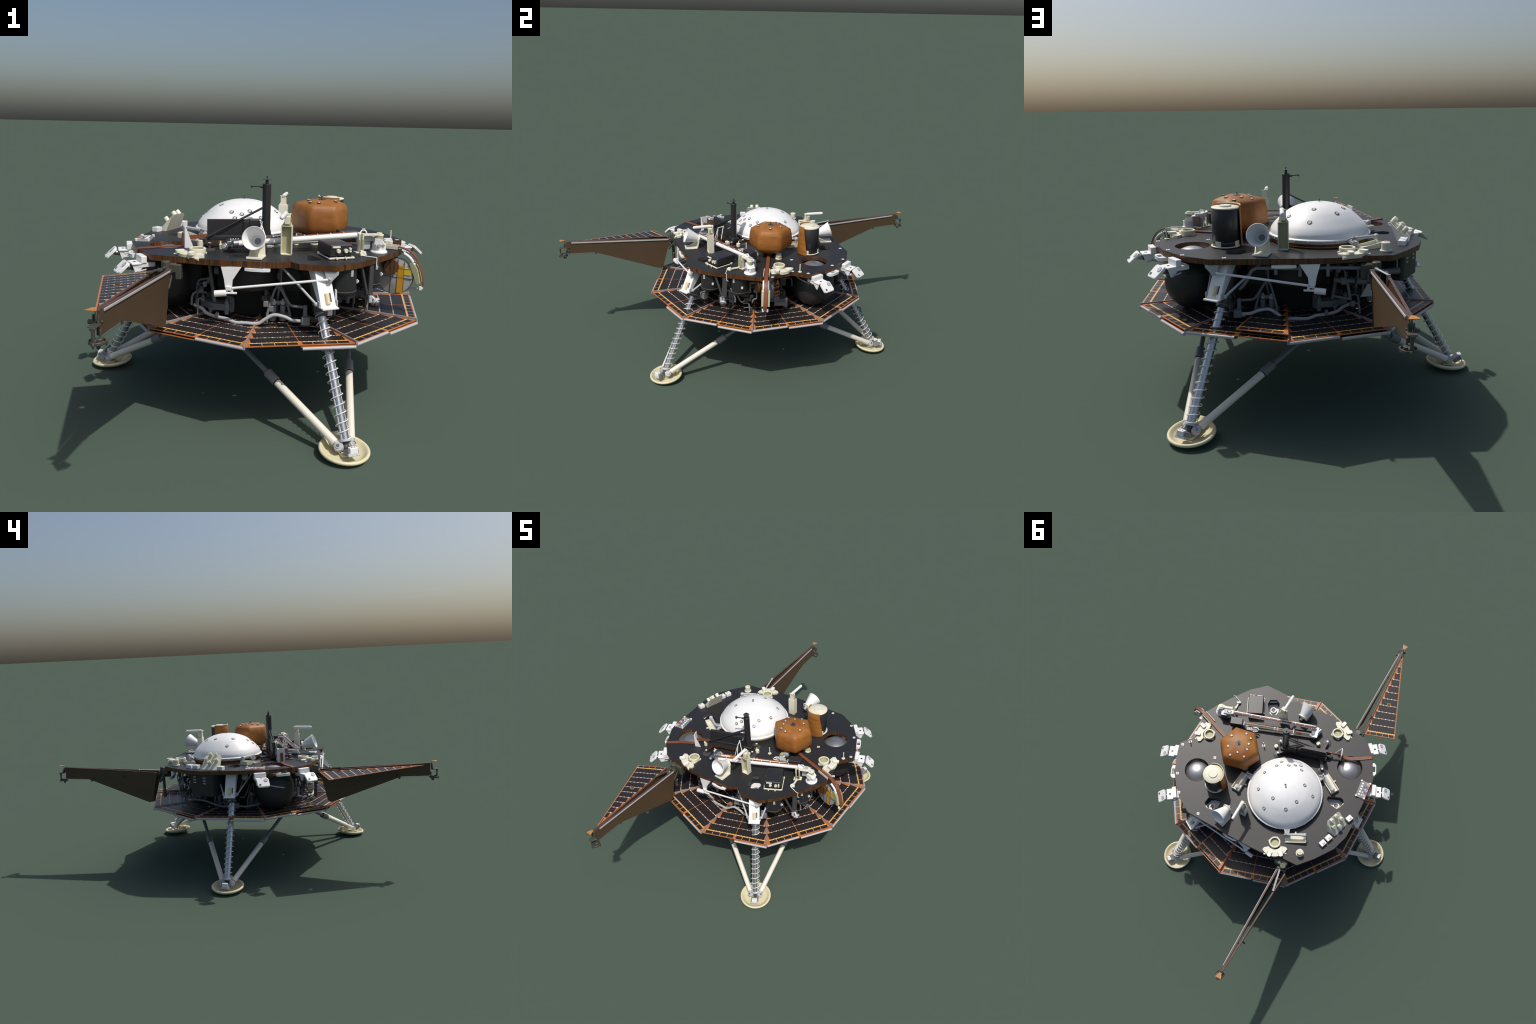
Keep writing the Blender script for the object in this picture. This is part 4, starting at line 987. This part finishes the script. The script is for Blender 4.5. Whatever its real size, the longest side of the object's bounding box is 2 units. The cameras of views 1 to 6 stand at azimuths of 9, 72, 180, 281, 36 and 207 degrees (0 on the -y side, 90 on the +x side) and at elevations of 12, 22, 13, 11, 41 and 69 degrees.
# fittings around the rear leg and behind the canisters
for sg in (1, -1):
    P = lambda x, y, z: V((x, y * sg, z))
    pl = Part("coolant_line", root)
    pl.tube([P(-.325, .018, .352), P(-.315, .06, .345), P(-.285, .12, .352), P(-.262, .17, .362), P(-.22, .25, .362)], .0058, GREY, 12, 5)
    pl.tube([P(-.31, .03, .392), P(-.29, .045, .390), P(-.270, .060, .420), P(-.255, .065, .446)], .0045, GREY, 8, 4); pl.done()
pl = Part("coolant_line", root); pl.box((-.328, -.012, .354), (.024, .026, .026), GREY); pl.cyl((-.30, -.055, .524), (-.335, -.062, .492), .0155, LGREY, n=20)
pl.cyl((-.315, -.058, .51), (-.37, -.035, .43), .003, GREY, n=8); pl.done()
fp = Part("plumbing", root); rnd = random.Random(21)
for i in range(22):
    x, y, z = rnd.uniform(.36, .50), rnd.uniform(-.23, .02), rnd.uniform(.355, .50)
    if y > -.16: x = rnd.uniform(.34, .46)
    d = rnd.uniform(.02, .06); q = [V((x, y, z)), V((x + .004, y + d, z + rnd.uniform(-.006, .006))), V((x + .004, y + d + .006, z - rnd.uniform(.02, .05)))]
    fp.tube(q, rnd.choice((.0022, .003, .004)), rnd.choice((GREY, DGREY, GREY)), 8, 3)
    if i % 4 == 0: fp.cyl(q[1], q[1] + V((0, .03, 0)), .008, DGREY, n=12)
    if i % 5 == 2: fp.box(q[2], (.018, .02, .016), GREY)
fp.plate([(.44, -.02), (.455, .04), (.40, .06), (.38, .0)], .352, .375, GREY, GREY); fp.cyl((.45, .035, .345), (.45, .035, .39), .008, GREY)
for x, y in ((.285, -.255), (.31, -.285)): fp.cyl((x, y, .41), (x, y, .50), .012, DGREY)
fp.box((.300, -.335, .385), (.03, .03, .03), GREY, rot=.5)
for z in (.505, .49, .47, .455): fp.box((.535 - .01 * (z > .48), -.040, z), (.008, .030, .010), EDGE, rot=.3)
fp.done(kind="stuff")

# ------------------------------------------------------------------ engine mounts and valve cages, three-fold round the bus (local x radial)
m = Part("engine_mount", root)
m.plate([(.255, -.052), (.298, -.064), (.309, -.058), (.309, -.046), (.322, -.018), (.322, .018), (.309, .046), (.309, .058), (.298, .064), (.255, .052)], .347, .369, GREY, GREY)
m.plate([(.262, -.050), (.268, -.050), (.268, .050), (.262, .050)], .362, .388, GREY, GREY)
for t in (-.055, .055):
    m.cyl((.300, t, .334), (.300, t, .380), .0078, GREY); m.cyl((.300, t, .379), (.300, t, .386), .0045, GREY)
    m.box((.272, t, .36), (.02, .004, .05), GREY)
m.cyl((.300, 0, .366), (.300, -.030, .520), .0068, GREY, n=12); m.beam((.300, -.030, .527), (.300, -.027, .500), .020, .006, GREY, up=(1, 0, 0))
m.box((.328, .012, .352), (.022, .012, .010), GREY); m.cyl((.330, .012, .352), (.336, .012, .338), .004, GREY, n=10)
for i, a in enumerate((0, 120, -120)):
    T = rz(rad(a), BX)
    if i == 0: m0 = m.done(T)
    else: copy(m0, T @ M.Diagonal((1, -1 if a > 0 else 1, 1, 1)), root)
v = Part("valve_cage", root)
for q in ((.322, -.036), (.322, .036), (.272, 0)):
    v.tube([(.312, 0, .446), (.313, q[1] * .35, .436), (q[0], q[1], .362), (q[0], q[1] * 1.05, .328)], .0042, GREY, 8, 4)
v.plate([(.330, -.042), (.330, .042), (.300, .042), (.262, .008), (.262, -.008), (.300, -.042)], .3495, .3535, GREY, GREY)
for t in (-.0155, .0155):
    v.cyl((.309, t, .354), (.309, t, .382), .0085, GREY, r1=.0105); v.cyl((.309, t, .384), (.309, t, .396), .0085, LGREY); v.cyl((.309, t, .396), (.309, t, .403), .005, LGREY)
    v.cyl((.302, t * 1.1, .350), (.302, t * 1.1, .327), .0125, GREY)
v.cyl((.309, -.020, .391), (.309, .020, .391), .006, LGREY); v.ball((.313, 0, .391), .008, GREY, 12); v.cyl((.312, .006, .440), (.318, .006, .512), .004, GREY)
v.box((.318, .006, .514), (.014, .016, .018), GREY)
first = True
for a in (-60, 60, 180):
    for o in (-16, 16):
        T = rz(rad(a + o), BX)
        if first: c0_ = v.done(T); first = False
        else: copy(c0_, T, root)

fl = Part("bus_filler", root); fl.cyl((-.165, -.205, .40), (-.165, -.205, DB - .001), .045, BLACK, n=28); fl.cyl((.295, .205, .40), (.295, .205, DB - .001), .045, BLACK, n=28); fl.done()  # black cylinders added to close see-through gaps beside the tanks

# side drums of the bus, tether spool and equipment block
for sg in (1, -1):
    d_ = Part("side_drum", root)
    d_.lathe([(0, .430), (.085, .430), (.096, .433), (.102, .440), (.104, .450), (.104, DB - .0005)], (.031, -.250 * sg, 0), (0, 0, 1), TANK, 64)
    d_.cyl((-.085, -.265 * sg, .480), (-.068, -.265 * sg, .480), .014, GREY, n=20); d_.cyl((.130, -.265 * sg, .478), (.145, -.265 * sg, .478), .021, GREY, n=20)
    d_.done()
so = Part("tether_spool", root); p0, p1 = V((.508, -.128, .494)), V((.497, -.030, .494)); dd = (p1 - p0).normalized()
so.cyl(p0, p1, .019, GREY, n=24)
for t in (.02, .12, .88, .98): so.cyl(p0.lerp(p1, t) - dd * .0035, p0.lerp(p1, t) + dd * .0035, .027, EDGE, n=24)
so.box((.512, -.066, .482), (.040, .026, .078), GREY, rot=-.1); so.box((.505, -.045, .470), (.03, .014, .050), DGREY, rot=-.1); so.cyl((.50, -.038, .470), (.50, -.038, .405), .005, GREY)
so.done()
eb = Part("equipment_block", root)
eb.cyl((-.085, .318, .452), (-.155, .322, .450), .009, GREY); eb.box((-.118, .320, .451), (.020, .024, .024), GREY); eb.cyl((-.16, .322, .45), (-.195, .315, .448), .013, GREY)
eb.slab([(-.175, .325, .395), (-.215, .318, .395), (-.218, .318, .43), (-.20, .32, .44)], .004, LGREY); eb.cyl((-.085, .315, .395), (-.145, .33, .388), .0045, GREY); eb.cyl((-.13, .325, .45), (-.14, .33, .39), .005, GREY)
for i, (x, y, z) in enumerate(((-.10, .322, .49), (-.14, .330, .502), (-.175, .325, .485), (-.205, .310, .47), (-.225, .30, .43), (-.19, .31, .41), (-.15, .318, .37), (-.235, .29, .385))):
    eb.box((x, y, z), (.016, .014, .02), GREY, rot=.3 * i); eb.tube([(x, y, z), (x - .02, y + .006, z - .002), (x - .024, y + .004, z - .035)], .0032, GREY, 8, 3)
eb.done(kind="stuff")

fl2 = Part("feed_manifold", root)
fl2.cyl((.440, -.1932, .4347), (.440, -.1521, .4256), .0095, DGREY); fl2.box((.438, -.136, .4176), (.016, .020, .014), DGREY)
for p in ((.436, -.1466, .4538), (.436, -.1164, .4402)): fl2.ball(p, .009, GREY, 14)
fl2.tube([(.436, -.1164, .455), (.44, -.1110, .440), (.44, -.1103, .4033), (.44, -.125, .400), (.44, -.1311, .385)], .004, GREY, 10, 3)
fl2.tube([(.44, -.235, .470), (.44, -.2311, .4581), (.44, -.2156, .4205), (.44, -.2157, .3966)], .0042, GREY, 10, 3)
fl2.tube([(.44, -.216, .452), (.44, -.2118, .4439), (.44, -.1858, .3948), (.44, -.172, .397), (.44, -.1576, .4032)], .0038, GREY, 10, 3)
fl2.tube([(.44, -.1988, .4492), (.44, -.1427, .4374)], .0035, GREY, 8, 0); fl2.cyl((.438, -.1430, .489), (.438, -.1399, .4391), .0042, GREY); fl2.cyl((.438, -.1111, .4852), (.436, -.113, .445), .005, GREY)
fl2.beam((.438, -.143, .487), (.438, -.108, .484), .012, .012, GREY); fl2.box((.436, -.1538, .4028), (.018, .034, .020), DGREY)
for i in range(7): fl2.tube([(.405 + .006 * i, -.09 + .014 * i, .50), (.415 + .006 * i, -.088 + .014 * i, .47 - .008 * (i % 3)), (.425, -.08 + .016 * i, .43), (.41, -.075 + .016 * i, .39)], .0034, GREY if i % 2 else DGREY, 8, 3)
fl2.box((.412, -.02, .46), (.02, .05, .05), DGREY); fl2.box((.405, .03, .47), (.02, .03, .06), DGREY); fl2.cyl((.42, -.05, .41), (.415, .01, .41), .01, DGREY)
fl2.done(kind="stuff")

dk = Part("dark_gap_fill", root); dk.box((-.165, .213, .460), (.10, .06, .12), BLACK, rot=rad(-30), bev=.006); dk.cyl((.300, .288, .425), (.300, .288, DB - .001), .036, BLACK, n=28); dk.done()  # black block and cylinder added as guessed fill behind the fittings
